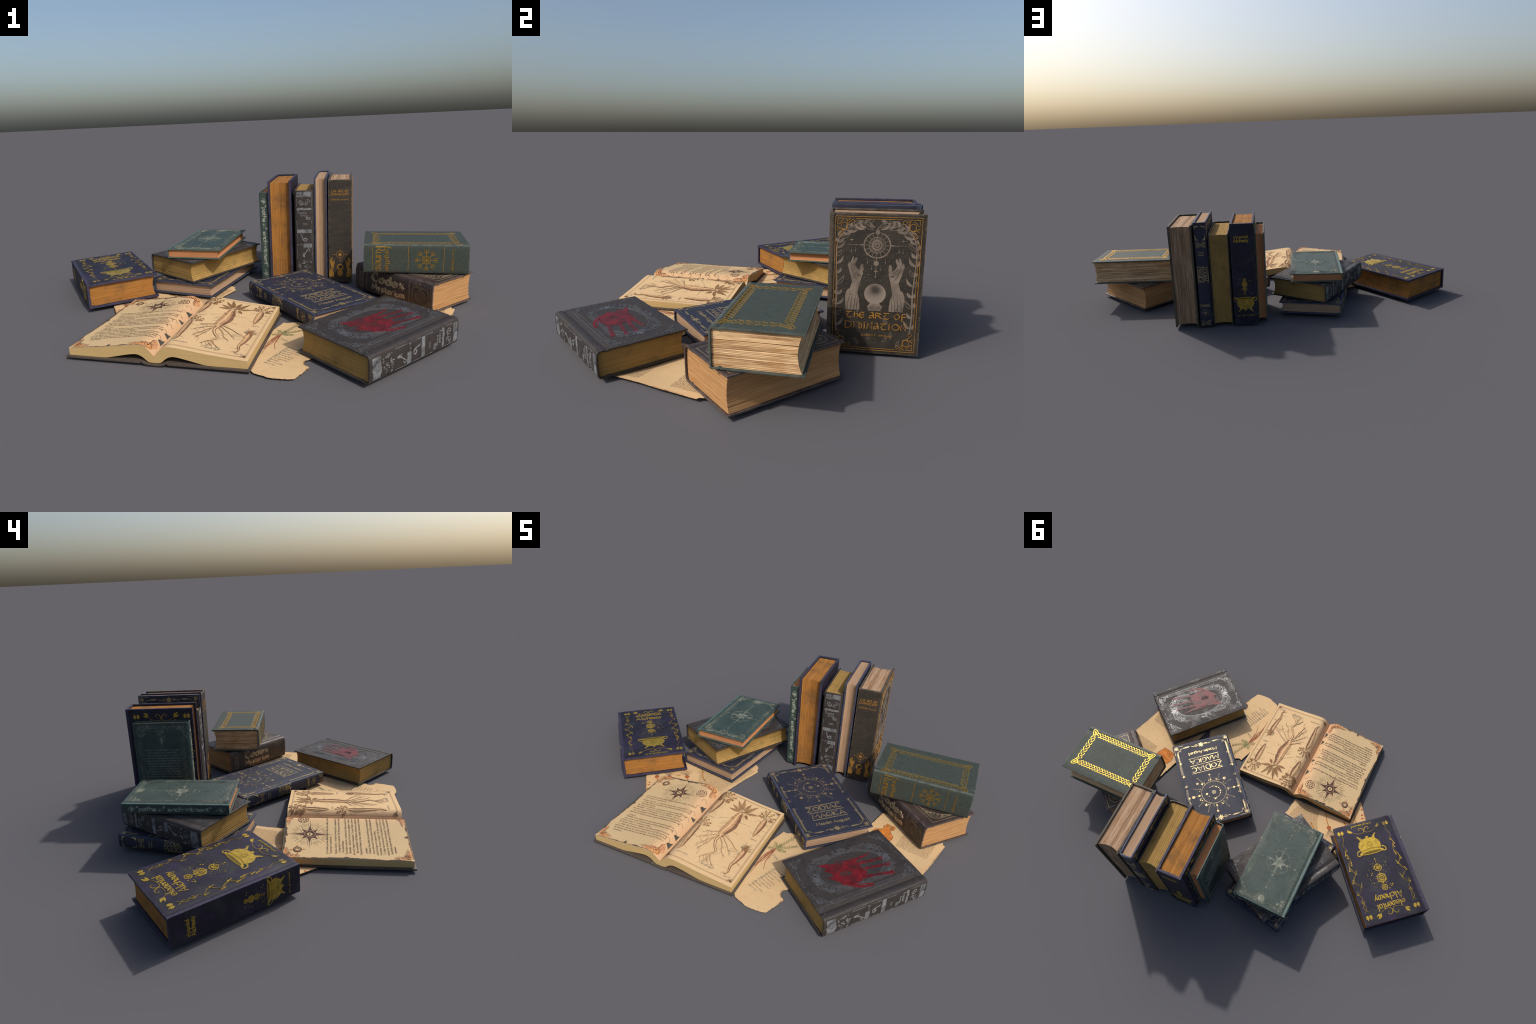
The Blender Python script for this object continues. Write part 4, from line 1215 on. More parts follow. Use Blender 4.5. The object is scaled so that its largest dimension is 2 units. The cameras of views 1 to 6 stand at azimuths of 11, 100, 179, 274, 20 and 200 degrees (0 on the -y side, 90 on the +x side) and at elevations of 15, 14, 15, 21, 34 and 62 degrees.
def divination_spine(S):
    d = Deco(S.spine, 0.0006, maxlen=0.012)
    L = S.L
    text(d, "123 451 67", -0.002, L * 0.884, 0.0125, 1.25, 0.5, 25, width=0.081)
    text(d, "D9890419O0", -0.002, L * 0.853, 0.0125, 1.25, 0.5, 25, width=0.083)
    text(d, "alistair crowe", -0.002, L * 0.807, 0.0085, 1.2, 0.5, 25, width=0.083)
    c = (0, L * 0.275)
    d.disc(c, 0.0085, 18)
    d.ring(c, 0.0175, 0.0016, 30)
    d.star((0, L * 0.318), 0.005, 0.002, 4)
    for sx in (-1, 1):
        d.stroke([(sx * 0.018, c[1]), (sx * 0.040, c[1])], [0.0014, 0.0006])
        for x in (0.024, 0.030):
            d.line((sx * x, c[1] + 0.004), (sx * x, c[1] - 0.006), 0.0007)
    d.disc((0, L * 0.237), 0.0035)
    d.line((0, L * 0.24), (0, L * 0.205), 0.0008)
    d.star((0, L * 0.215), 0.006, 0.0016, 4)
    k = 0.46
    P = lambda s, t: ((s - 0.507) * DI.W * k * 1.05 + 0.006 * (1 if s > 0.507 else -1), L * 0.05 + (t - 0.32) * L * 0.52)
    for mir in (False, True):
        h, a, X = hand_shape(P, mir)
        d.poly(h)
        d.poly(a)
    d.ring((0, L * 0.148), 0.0135, 0.0060, 26)
    d.ring((0, L * 0.143), 0.0080, 0.0030, 20, a0=pi, a1=2 * pi)
    d.poly([(-0.010, L * 0.116), (0.010, L * 0.116), (0.014, L * 0.085), (0.010, L * 0.060), (0.004, L * 0.066), (0, L * 0.045), (-0.004, L * 0.064), (-0.010, L * 0.058), (-0.014, L * 0.085)])
    return d

DI_COL = (0.036, 0.029, 0.022)
m_di = mat_leather("dark_brown_cloth", DI_COL, (0.050, 0.040, 0.030), (0.105, 0.082, 0.058), (DI.W, DI.L, DI.T), 0.62, 0.0050, 0.6, 11, 0.3, 0.1, 0.25, blot2=(0.026, 0.022, 0.018), scuff=(0.085, 0.070, 0.052))
m_di_art = mat_ink("faded_taupe_print", (0.225, 0.175, 0.135), 0.7, 0.22, 0.0, (0.11, 0.088, 0.070), 0.33, 0.58, 17)
m_di_dark = mat_ink("print_shading", (0.050, 0.040, 0.032), 0.7)
m_di_gold = mat_ink("ochre_gold", (0.40, 0.205, 0.045), 0.42, 0.3, 0.35, (0.17, 0.095, 0.03), 0.32, 0.5, 25)
m_di_page = mat_pages("brown_striped_page_edges", (0.40, 0.265, 0.165), (0.20, 0.115, 0.062), 150, 0.95, (0.30, 0.165, 0.085), 0.4, lines2=70)
def mat_ball():
    m, nt, b = new_mat("crystal_ball_print")
    tc = nd(nt, "TexCoord")
    d = nd(nt, "VectorMath", operation="DISTANCE")
    nt.links.new(tc.outputs["Object"], d.inputs[0])
    d.inputs[1].default_value = (0.505 * DI.W, 0.468 * DI.L, DI.T / 2)
    k = mth(nt, "ADD", mth(nt, "MULTIPLY", d.outputs["Value"], 24.0), mth(nt, "MULTIPLY", mth(nt, "SUBTRACT", nz(nt, 60, 4), 0.5), 0.35))
    put(nt, b.inputs["Base Color"], ramp(nt, k, [(0.22, (0.045, 0.036, 0.029)), (0.62, (0.20, 0.155, 0.12)), (0.95, (0.26, 0.205, 0.16))]))
    b.inputs["Roughness"].default_value = 0.7
    return m
da, dd, dg = divination_front(DI)
divination = kit_of(DI, m_di, m_di_page, [("front_print", da, m_di_art, "front_cover"), ("crystal_ball_print", divination_ball(DI), mat_ball(), "front_cover"),
                                           ("front_print_shading", dd, m_di_dark, "front_cover"), ("front_gilding", dg, m_di_gold, "front_cover"),
                                           ("spine_gilding", divination_spine(DI), m_di_gold, "spine")])

# ================================================================== 6. brown codex
CO = Style("codex", 0.2725, 0.4345, 0.1265, b=0.0058, sd=0.026, p=3.6, xg=0.040, gw=0.006, gd=0.0030, amp=0.0012, seed=41, sag=0.010, ov=0.009, levels=64, ridge=0.0003)
def codex_front(S):
    d = Deco(S.front, 0.0007)
    W, L = S.W, S.L
    x0, x1, y0, y1 = 0.054, W - 0.016, 0.018, L - 0.018
    for k, w in ((0, 0.0018), (0.014, 0.0022), (0.018, 0.0009)):
        ct = 0.022
        a, b2, c2, e = x0 + k, x1 - k, y0 + k, y1 - k
        if k == 0:
            d.stroke([(a, c2), (b2, c2), (b2, e), (a, e)], w, True)
        else:
            d.stroke([(a + ct, c2), (b2 - ct, c2), (b2, c2 + ct), (b2, e - ct), (b2 - ct, e), (a + ct, e), (a, e - ct), (a, c2 + ct)], w, True)
    for sx in (0, 1):
        for sy in (0, 1):
            gx = (lambda t: x0 + 0.016 + t) if not sx else (lambda t: x1 - 0.016 - t)
            gy = (lambda t: y0 + 0.016 + t) if not sy else (lambda t: y1 - 0.016 - t)
            Q = lambda x, y: (gx(x), gy(y))
            d.curve([Q(0.0, 0.085), Q(0.010, 0.070), Q(0.014, 0.050), Q(0.032, 0.040), Q(0.048, 0.020), Q(0.068, 0.010), Q(0.090, 0.0)], 0.0030)
            for (x, y, r0) in ((0.016, 0.030, 0.009), (0.030, 0.018, 0.009), (0.010, 0.052, 0.007), (0.052, 0.008, 0.007), (0.022, 0.046, 0.006)):
                d.spiral(Q(x, y), r0, 1.2, x * 90, 0.0024, 1 if sx == sy else -1)
            for i in range(5):
                d.leaf(Q(0.008 + 0.012 * i, 0.062 - 0.013 * i), Q(0.001 + 0.010 * i, 0.050 - 0.012 * i), 0.006)
    c = ((x0 + x1) / 2, L / 2)
    for k in range(8):
        a = k * pi / 4
        d.leaf(c, (c[0] + 0.05 * cos(a), c[1] + 0.05 * sin(a)), 0.014)
        d.spiral((c[0] + 0.045 * cos(a + 0.4), c[1] + 0.06 * sin(a + 0.4)), 0.010, 1.2, a, 0.002, 1)
    for s in (-1, 1):
        q = (c[0], c[1] + s * 0.125)
        for i in range(5):
            d.leaf(q, (q[0] + (i - 2) * 0.008, q[1] - s * 0.022 + abs(i - 2) * 0.004 * s), 0.006)
    return d

def codex_spine(S):
    d, f = Deco(S.spine, 0.0007, maxlen=0.010), Deco(S.spine, 0.0005, maxlen=0.010)
    L, T = S.L, S.T
    text(d, "Codex", 0.0035, 0.548 * L, 0.040, 2.4, 0.45, 40, dx=(0, -1), curved=False, width=0.180, gap=1.9)
    d.ring((0.026, 0.725 * L), 0.023, 0.0016, 24, 0.020, 0.6, 5.7)
    d.line((0.003, 0.730 * L), (0.050, 0.720 * L), 0.0016)
    text(d, "Mysterium", -0.037, 0.548 * L, 0.029, 2.3, 0.45, 40, dx=(0, -1), curved=False, width=0.184, gap=1.7)
    text(f, "Bartonicus", -0.004, 0.922 * L, 0.014, 1.8, 0.5, 40, curved=False, width=0.075)
    text(f, "Pferdfecius", -0.004, 0.882 * L, 0.014, 1.8, 0.5, 40, curved=False, width=0.075)
    for t in (0.83, 0.842, 0.266, 0.278, 0.968, 0.026):
        f.line((-T * 0.40, t * L), (T * 0.40, t * L), 0.0014)
    q = (-0.004, 0.140 * L)
    w, h = 0.038, 0.043
    ct = 0.014
    for k in (0, 0.003):
        f.stroke([(q[0] - w + k + ct, q[1] - h + k), (q[0] + w - k - ct, q[1] - h + k), (q[0] + w - k, q[1] - h + k + ct), (q[0] + w - k, q[1] + h - k - ct), (q[0] + w - k - ct, q[1] + h - k), (q[0] - w + k + ct, q[1] + h - k), (q[0] - w + k, q[1] + h - k - ct), (q[0] - w + k, q[1] - h + k + ct)], 0.0011, True)
    for r0 in (0.026, 0.020, 0.009):
        f.ring(q, r0, 0.0011, 36)
    for k in (0, 1):
        f.stroke([(q[0] + 0.026 * cos(pi / 2 + k * pi + 2 * pi * i / 3), q[1] + 0.026 * sin(pi / 2 + k * pi + 2 * pi * i / 3)) for i in range(3)], 0.0009, True)
    f.disc(q, 0.0022)
    f.scrolls(lambda x, y: True, (0.022, 0.05 * L, 0.050, 0.23 * L), 22, 0.006, 0.0013, 6)
    return d, f

CO_COL = (0.034, 0.022, 0.019)
m_co = mat_leather("brown_leather", CO_COL, (0.058, 0.040, 0.036), (0.105, 0.078, 0.070), (CO.W, CO.L, CO.T), 0.5, 0.0055, 0.5, 9, 0.45, 0.14, 0.2)
m_co_foil = mat_foil("dull_brass_foil", (0.36, 0.30, 0.19), CO_COL, 0.05, 0.5, 0.45, 24)
m_co_faint = mat_foil("rubbed_brass", (0.19, 0.145, 0.09), CO_COL, 0.12, 0.4, 0.5, 28)
m_co_page = mat_pages("warm_page_edges", (0.46, 0.255, 0.108), (0.31, 0.155, 0.058), 220, 0.6, (0.33, 0.18, 0.075), 0.35, lines2=55)
cs, cf = codex_spine(CO)
codex = kit_of(CO, m_co, m_co_page, [("front_gilding", codex_front(CO), m_co_foil, "front_cover"), ("spine_lettering", cs, m_co_foil, "spine"), ("spine_emblem", cf, m_co_faint, "spine")])

# ================================================================== 7. green rune book
RU = Style("runes", 0.2715, 0.4345, 0.1270, b=0.0062, sd=0.014, p=6, xg=0.030, gw=0.005, gd=0.0022, amp=0.0003, seed=47, sag=0.013, ov=0.009, ovy=0.006, levels=100, ridge=0.0006, gap=0.0030, gapp=0.16)
def celtic_border(S, fmap, flip):
    d = Deco(fmap, 0.0007, flip=flip)
    W, L = S.W, S.L
    A, sw = 0.0128, 0.0036
    xl, xr, yb, yt = 0.058, W - 0.036, 0.052, L - 0.052
    def braid(a, b, n):
        ux, uy = b[0] - a[0], b[1] - a[1]
        l = hypot(ux, uy)
        ux, uy = ux / l, uy / l
        m = n * 26
        for i in range(3):
            run = []
            for j in range(m + 1):
                th = 2 * pi * n * j / m
                y = A * sin(th - 2 * pi * i / 3)
                z = sin(2 * (th - 2 * pi * i / 3))
                hid = False
                for k in range(3):
                    if k != i:
                        y2, z2 = A * sin(th - 2 * pi * k / 3), sin(2 * (th - 2 * pi * k / 3))
                        if abs(y - y2) < 0.0062 and z < z2:
                            hid = True
                s = l * j / m
                if hid:
                    if len(run) > 1:
                        d.stroke(run, sw)
                    run = []
                else:
                    run.append((a[0] + ux * s - uy * y, a[1] + uy * s + ux * y))
            if len(run) > 1:
                d.stroke(run, sw)
    e = 0.020
    braid((xl, yb + e), (xl, yt - e), 6)
    braid((xr, yb + e), (xr, yt - e), 6)
    braid((xl + e, yb), (xr - e, yb), 2)
    braid((xl + e, yt), (xr - e, yt), 2)
    for x, sx in ((xl, -1), (xr, 1)):
        for y, sy in ((yb, -1), (yt, 1)):
            Q = lambda p, q: (x + sx * p, y + sy * q)
            d.curve([Q(-0.022, 0.006), Q(-0.006, 0.012), Q(0.008, 0.020), Q(0.020, 0.021), Q(0.021, 0.008), Q(0.012, -0.006), Q(0.006, -0.022)], sw, 6)
            d.curve([Q(-0.020, -0.004), Q(-0.004, 0.002), Q(0.010, 0.012), Q(0.012, 0.010), Q(0.002, -0.004), Q(-0.004, -0.020)], sw * 0.9, 6)
            d.curve([Q(-0.010, 0.010), Q(-0.004, -0.004), Q(0.010, -0.010)], sw * 0.9, 5)
    return d

def runes_spine(S):
    d = Deco(S.spine, 0.0006, maxlen=0.012)
    L, T = S.L, S.T
    for t, k in ((0.088, 0.41), (0.432, 0.44), (0.763, 0.43)):
        d.line((-T * k, t * L), (T * k * 0.98, t * L), 0.0022)
    text(d, "Runes", -0.001, 0.120 * L, 0.036, 0.95, 0.28, 12, width=0.106, serif=True)
    text(d, "Forgotten", -0.001, 0.212 * L, 0.022, 0.95, 0.3, 12, width=0.104, serif=True)
    c = (0.003, 0.602 * L)
    d.ring(c, 0.0165, 0.0022, 30)
    for i in range(8):
        a = i * pi / 4
        P = lambda r, o: (c[0] + r * cos(a) - o * sin(a), c[1] + r * sin(a) + o * cos(a))
        k = 0.046
        d.line(P(0.001, 0), P(k, 0), 0.0026)
        d.line(P(k - 0.012, -0.0080), P(k - 0.012, 0.0080), 0.0022)
        for o in (-0.0080, 0.0080):
            d.line(P(k - 0.012, o), P(k + 0.001, o), 0.0022)
        if i % 2 == 0:
            d.line(P(k - 0.005, -0.004), P(k - 0.005, 0.004), 0.0018)
    text(d, "Ewa Meadenlight", 0.003, 0.838 * L, 0.011, 0.75, 0.35, 12, width=0.092)
    return d

RU_COL = (0.040, 0.052, 0.043)
m_ru = mat_leather("sage_cloth", RU_COL, (0.044, 0.047, 0.037), (0.098, 0.108, 0.092), (RU.W, RU.L, RU.T), 0.62, 0.0035, 0.18, 13, 0.3, 0.08)
m_ru_foil = mat_foil("bright_gold_foil", (0.58, 0.335, 0.055), RU_COL, -0.08, 0.9, 0.45, 34)
m_ru_page = mat_pages("deckled_page_edges", (0.72, 0.49, 0.265), (0.36, 0.195, 0.085), 150, 0.8, (0.40, 0.20, 0.065), 0.6, lines2=75)
runes = kit_of(RU, m_ru, m_ru_page, [("back_gilding", celtic_border(RU, RU.back, True), m_ru_foil, "back_cover"), ("front_gilding", celtic_border(RU, RU.front, False), m_ru_foil, "front_cover"),
                                      ("spine_gilding", runes_spine(RU), m_ru_foil, "spine")])

# ------------------------------------------------------------------ setting the closed books out
yaw = lambda a: ((cos(radians(a)), sin(radians(a)), 0), (-sin(radians(a)), cos(radians(a)), 0))
UP = (0, 0, 1)
place_book("alchemy_book", AL, alchemy, (-0.7105, 0.1749, 0.0743), *yaw(37.36), "thick purple leather book with gilded cauldron cover")
place_book("zodiac_book", ZO, zodiac, (-0.2557, 0.3515, 0.0480), *yaw(-13.2), "slim blue book with gold star wheel, bottom of stack")
place_book("grimoire_book", FR, fractal, (-0.2607, 0.3587, 0.1318), *yaw(-32.8), "black embossed leather book with dull gold page edges")
place_book("enchantment_book", PA, paths, (-0.2487, 0.3687, 0.2070), *yaw(-3.67), "thin green book with worn compass ornament")
place_book("enchantment_book", PA, paths, (0.0472, 0.5058, 0.2358), (0, 1, 0), UP, "thin green book standing upright, spine forward")
place_book("alchemy_book", AL, alchemy, (0.1302, 0.5210, 0.2638), (0, -1, 0), UP, "thick purple book standing with amber page edges forward")
place_book("grimoire_book", FR, fractal, (0.2473, 0.5180, 0.2397), (-0.017, 1, 0), UP, "black book standing, spine with torn grey labels")
place_book("zodiac_book", ZO, zodiac, (0.3303, 0.5236, 0.2709), (0.004, -1, 0), UP, "slim blue book standing with page edges forward")
place_book("divination_book", DI, divination, (0.4243, 0.5239, 0.2647), (0, 1, 0), UP, "dark brown book with pale hands and crystal ball")
place_book("codex_book", CO, codex, (0.7499, 0.1835, 0.0762), *yaw(44.68), "thick brown book with blackletter spine title")
place_book("rune_book", RU, runes, (0.7558, 0.2084, 0.2065), (0.037, 0.999, 0), (0.999, -0.037, 0), "thick green cloth book with gold knotwork border")
place_book("zodiac_book", ZO, zodiac, (0.2971, 0.0297, 0.0493), *yaw(39.5), "slim blue book with gold zodiac wheel and title")
hand = red_hand(FR)
place_book("grimoire_book", FR, fractal, (0.5791, -0.4013, 0.0621), (-0.736, 0.677, 0), (0.677, 0.736, 0), "black embossed leather book with red handprint",
           extra=[("red_handprint", hand.mesh("red_handprint", m_red), "back_cover", None)])

# ================================================================== open herbal
GC, GA = (-0.1715, -0.3350), radians(-3.85)
open_book = bpy.data.objects.new("open_herbal_book", None)
COL.objects.link(open_book)
open_book.matrix_world = Matrix.Translation((GC[0], GC[1], 0)) @ Matrix.Rotation(GA, 4, "Z")
open_book["label"], open_book["category"] = "open old book with root drawings and handwriting", "book"
HB, PW = 0.256, 0.338
TOP = [(0.0, 0.0335), (0.006, 0.0405), (0.016, 0.0520), (0.026, 0.0620), (0.036, 0.0690), (0.048, 0.0728), (0.062, 0.0735), (0.085, 0.0715), (0.12, 0.0670), (0.17, 0.0600), (0.22, 0.0540), (0.28, 0.0478), (PW, 0.0425)]
BOT = [(0.0, 0.0090), (0.012, 0.0095), (0.024, 0.0120), (0.032, 0.0180), (0.042, 0.0265), (0.052, 0.0325), (0.066, 0.0370), (0.085, 0.0365), (0.12, 0.0300), (0.17, 0.0190), (0.20, 0.0150), (0.28, 0.0150), (PW, 0.0150)]
def zt(s):
    a = abs(s)
    return float(np.interp(a, TS, TZ))
_c = catmull(TOP, 6)
TS, TZ = [p[0] for p in _c], [p[1] for p in _c]
_b = catmull(BOT, 6)

def page(s, t, h):
    e = 0.0008
    g = (zt(s + e) - zt(s - e)) / (2 * e) if abs(s) > 0.002 else 0.0
    k = 1 / sqrt(1 + g * g)
    return (s - h * k * g, t, zt(s) + h * k)

def herbal():
    m_cov = mat_leather("herbal_brown_leather", (0.040, 0.030, 0.025), (0.062, 0.048, 0.038), (0.075, 0.058, 0.046), (9.0, 9.0, 9.0), 0.6, 0.001, 0.4)
    m_edge = mat_pages("herbal_page_edges", (0.52, 0.36, 0.16), (0.44, 0.295, 0.12), 420, 0.35, (0.44, 0.28, 0.11), 0.2)
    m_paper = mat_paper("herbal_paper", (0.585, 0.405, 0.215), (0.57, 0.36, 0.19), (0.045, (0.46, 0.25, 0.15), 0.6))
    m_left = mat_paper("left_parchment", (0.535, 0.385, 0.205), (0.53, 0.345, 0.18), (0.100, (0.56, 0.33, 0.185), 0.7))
    # page block: both halves as one body
    n = len(_c)
    full_t = [(-x, z) for x, z in reversed(_c)][:-1] + _c
    full_b = [(-x, z) for x, z in reversed(_b)][:-1] + _b
    V, F = [], []
    ys = [-HB + 2 * HB * j / 10 for j in range(11)]
    N = len(full_t)
    for y in ys:
        V += [(x, y, z - 0.0008) for x, z in full_t] + [(x, y, z) for x, z in full_b]
    st = 2 * N
    for j in range(10):
        a = j * st
        for i in range(N - 1):
            F.append((a + i, a + i + 1, a + st + i + 1, a + st + i))
            F.append((a + N + i + 1, a + N + i, a + st + N + i, a + st + N + i + 1))
        F.append((a + N, a, a + st, a + st + N))
        F.append((a + N - 1, a + 2 * N - 1, a + st + 2 * N - 1, a + st + N - 1))
    for a in (0, 10 * st):
        for i in range(N - 1):
            F.append((a + i, a + N + i, a + N + i + 1, a + i + 1)[:: 1 if a == 0 else -1])
    add("page_block", mesh_from("page_block", V, F, m_edge, 40), open_book)
    # uppermost leaves
    leaves = {}
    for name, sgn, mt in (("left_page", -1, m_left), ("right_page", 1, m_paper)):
        line = [(sgn * x, z) for x, z in _c]
        V, F = [], []
        m = len(line)
        for y in ys:
            y2 = y * 1.002
            V += [page(x, y2, 0.0004) for x, z in line] + [page(x, y2, -0.0010) for x, z in line]
        for j in range(10):
            a = j * 2 * m
            for i in range(m - 1):
                for o, fl in ((0, sgn > 0), (m, sgn < 0)):
                    f = (a + o + i, a + o + i + 1, a + o + 2 * m + i + 1, a + o + 2 * m + i)
                    F.append(f if fl else f[::-1])
            F.append((a + m - 1, a + 2 * m - 1, a + 4 * m - 1, a + 3 * m - 1))
        for a in (0, 20 * m):
            for i in range(m - 1):
                F.append((a + i, a + i + 1, a + m + i + 1, a + m + i))
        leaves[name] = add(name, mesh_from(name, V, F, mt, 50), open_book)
    # case: two boards and a rounded hollow back
    def prism(name, prof, y0, y1, bev=0.0012, cuts=20, amp=0.0005):
        bm = bmesh.new()
        r0 = [bm.verts.new((x, y0, z)) for x, z in prof]
        r1 = [bm.verts.new((x, y1, z)) for x, z in prof]
        k = len(prof)
        for i in range(k):
            bm.faces.new((r0[i], r0[(i + 1) % k], r1[(i + 1) % k], r1[i]))
        bm.faces.new(r0[::-1])
        bm.faces.new(r1)
        bmesh.ops.recalc_face_normals(bm, faces=bm.faces)
        bmesh.ops.bevel(bm, geom=[e for e in bm.edges if e.calc_face_angle(0) > radians(50)], offset=bev, segments=2, affect="EDGES", profile=0.6)
        for j in range(1, cuts):
            bmesh.ops.bisect_plane(bm, geom=bm.verts[:] + bm.edges[:] + bm.faces[:], dist=1e-6, plane_co=(0, y0 + (y1 - y0) * j / cuts, 0), plane_no=(0, 1, 0))
        for v in bm.verts:
            v.co += noise.noise_vector(v.co * 60) * amp
        me = bpy.data.meshes.new(name)
        bm.to_mesh(me)
        bm.free()
        me.materials.append(m_cov)
        me.polygons.foreach_set("use_smooth", [True] * len(me.polygons))
        me.set_sharp_from_angle(angle=radians(40))
        return add(name, me, open_book)
    for name, s in (("left_cover", -1), ("right_cover", 1)):
        xs = [0.052 + (0.347 - 0.052) * i / 6 for i in range(7)]
        prism(name, [(s * x, 0.0145) for x in xs] + [(s * x, 0.0068) for x in reversed(xs)], -HB - 0.009, HB + 0.009)
    ang = [pi + pi * i / 16 for i in range(17)]
    outer = [(0.047 * cos(a), 0.0125 + 0.0122 * sin(a)) for a in ang]
    inner = [(0.041 * cos(a), 0.0135 + 0.0068 * sin(a)) for a in reversed(ang)]
    prism("spine", [(-0.056, 0.0135), (-0.056, 0.0085)] + outer + [(0.056, 0.0085), (0.056, 0.0135)] + inner, -HB - 0.009, HB + 0.009, 0.0008)
    return leaves

leaves = herbal()

# -- root drawings on the right page
m_ink = mat_ink("sepia_ink", (0.150, 0.080, 0.042), 0.8)
m_fineink = mat_ink("grey_brown_ink", (0.165, 0.115, 0.075), 0.8)
m_blueink = mat_ink("blue_grey_ink", (0.19, 0.19, 0.15), 0.8)
m_root = mat_ink("root_wash_light", (0.46, 0.265, 0.130), 0.8, 0.2)
m_rootsh = mat_ink("root_wash_shadow", (0.185, 0.090, 0.050), 0.8, 0.3)
m_leafink = mat_ink("leaf_brown_wash", (0.235, 0.120, 0.050), 0.8, 0.35)
m_dark = mat_ink("text_ink", (0.075, 0.052, 0.040), 0.8)

def bar(d, s0, s1, t):
    d.stroke([(s0, t), (s1, t)], 0.0008)

class Page:
    """Ink layers of one page, kept flat and stacked by height."""
    def __init__(self, fmap, maxlen=0.012):
        self.L = {k: Deco(fmap, h, wall=False, maxlen=maxlen) for k, h in
                  (("wash", 0.0012), ("shade", 0.0017), ("leaf", 0.0020), ("ink", 0.0025), ("fine", 0.0014), ("blue", 0.0014))}
    def finish(self, parent, mats, prefix):
        for k, d in self.L.items():
            if d.v and k in mats:
                add(prefix + "_" + k, d.mesh(prefix + "_" + k, mats[k]), parent, None, "stuff")

def tuber(pg, ctrl, widths, rings=9, seed=0):
    """Tapering root: light body, shaded right flank, ring creases and side hairs."""
    r = random.Random(seed)
    line = catmull(ctrl, 8)
    n = len(line)
    W = list(np.interp(np.linspace(0, 1, n), np.linspace(0, 1, len(widths)), widths))
    pg.L["wash"].stroke(line, W)
    nor = []
    for i in range(n):
        a, b = line[max(0, i - 1)], line[min(n - 1, i + 1)]
        l = hypot(b[0] - a[0], b[1] - a[1]) or 1
        nor.append(((b[1] - a[1]) / l, -(b[0] - a[0]) / l))
    sgn = -1 if nor[n // 2][0] < 0 else 1
    off = lambda i, k: (line[i][0] + nor[i][0] * sgn * W[i] * k, line[i][1] + nor[i][1] * sgn * W[i] * k)
    pg.L["shade"].stroke([off(i, 0.36) for i in range(n)], [w * 0.30 for w in W])
    pg.L["fine2"].stroke([off(i, -0.12) for i in range(n)], [w * 0.22 for w in W])
    for k in (-0.5, 0.5):
        pg.L["ink"].stroke([off(i, k) for i in range(n)], 0.0011 if k < 0 else 0.0015)
    for j in range(rings):
        i = int((j + 0.5) / rings * n * 0.85)
        pg.L["ink"].stroke([off(i, -0.48), off(min(n - 1, i + 1), -0.1), off(i, r.uniform(0.1, 0.45))], 0.0008)
    for j in range(7):
        i = r.randrange(2, n - 2)
        s = r.choice((-1, 1))
        a = off(i, 0.5 * s)
        q = [a, (a[0] + s * r.uniform(0.006, 0.016), a[1] - r.uniform(-0.004, 0.008)), (a[0] + s * r.uniform(0.014, 0.028), a[1] - r.uniform(-0.004, 0.016))]
        pg.L["fine"].curve(q, 0.0008, 4)
    return line

def frond(pg, a, b, w, pinnate=True, seed=0, key="leaf"):
    d = pg.L[key]
    pg.L["ink"].line(a, b, 0.0009)
    dx, dy = b[0] - a[0], b[1] - a[1]
    l = hypot(dx, dy)
    u, v = (dx / l, dy / l), (-dy / l, dx / l)
    n = 9
    for i in range(n):
        t = 0.25 + 0.75 * i / n
        q = w * sin(pi * (0.18 + 0.8 * (i + 0.5) / n))
        for s in (-1, 1):
            p = (a[0] + dx * t, a[1] + dy * t)
            d.leaf(p, (p[0] + u[0] * q * 0.7 + s * v[0] * q, p[1] + u[1] * q * 0.7 + s * v[1] * q), l / n * 0.50, 4)
    d.leaf((a[0] + dx * 0.85, a[1] + dy * 0.85), (b[0] + u[0] * 0.004, b[1] + u[1] * 0.004), w * 0.5, 4)

def sprig(pg, c, tips, w):
    for i, t in enumerate(tips):
        pg.L["ink"].curve([c, ((c[0] + t[0]) / 2 + 0.002 * (i % 3 - 1), (c[1] + t[1]) / 2), t], 0.0010, 3)
        for k in range(5):
            f = 0.4 + 0.13 * k
            p = (c[0] + (t[0] - c[0]) * f, c[1] + (t[1] - c[1]) * f)
            a = atan2(t[1] - c[1], t[0] - c[0]) + (0.8 if k % 2 else -0.8)
            pg.L["leaf"].leaf(p, (p[0] + w * cos(a), p[1] + w * sin(a)), w * 0.42, 4)
        a = atan2(t[1] - c[1], t[0] - c[0])
        pg.L["leaf"].leaf((t[0] - w * 0.4 * cos(a), t[1] - w * 0.4 * sin(a)), (t[0] + w * 0.8 * cos(a), t[1] + w * 0.8 * sin(a)), w * 0.5, 5)

def rootlet(pg, pts, w, seed, branch=3):
    r = random.Random(seed)
    q = catmull(pts, 7)
    ws = [w * (1 - 0.85 * i / len(q)) for i in range(len(q))]
    pg.L["ink"].stroke(q, [x + 0.0007 for x in ws])
    if w > 0.003:
        up = Deco.stroke
        pg.L["fine2"].stroke(q, [x * 0.55 for x in ws])
    for _ in range(branch):
        i = r.randrange(len(q) // 3, len(q) - 1)
        s = r.choice((-1, 1))
        p = q[i]
        pg.L["fine"].curve([p, (p[0] + s * r.uniform(0.004, 0.014), p[1] - r.uniform(0.006, 0.016)), (p[0] + s * r.uniform(0.006, 0.026), p[1] - r.uniform(0.018, 0.036))], 0.0010, 4)

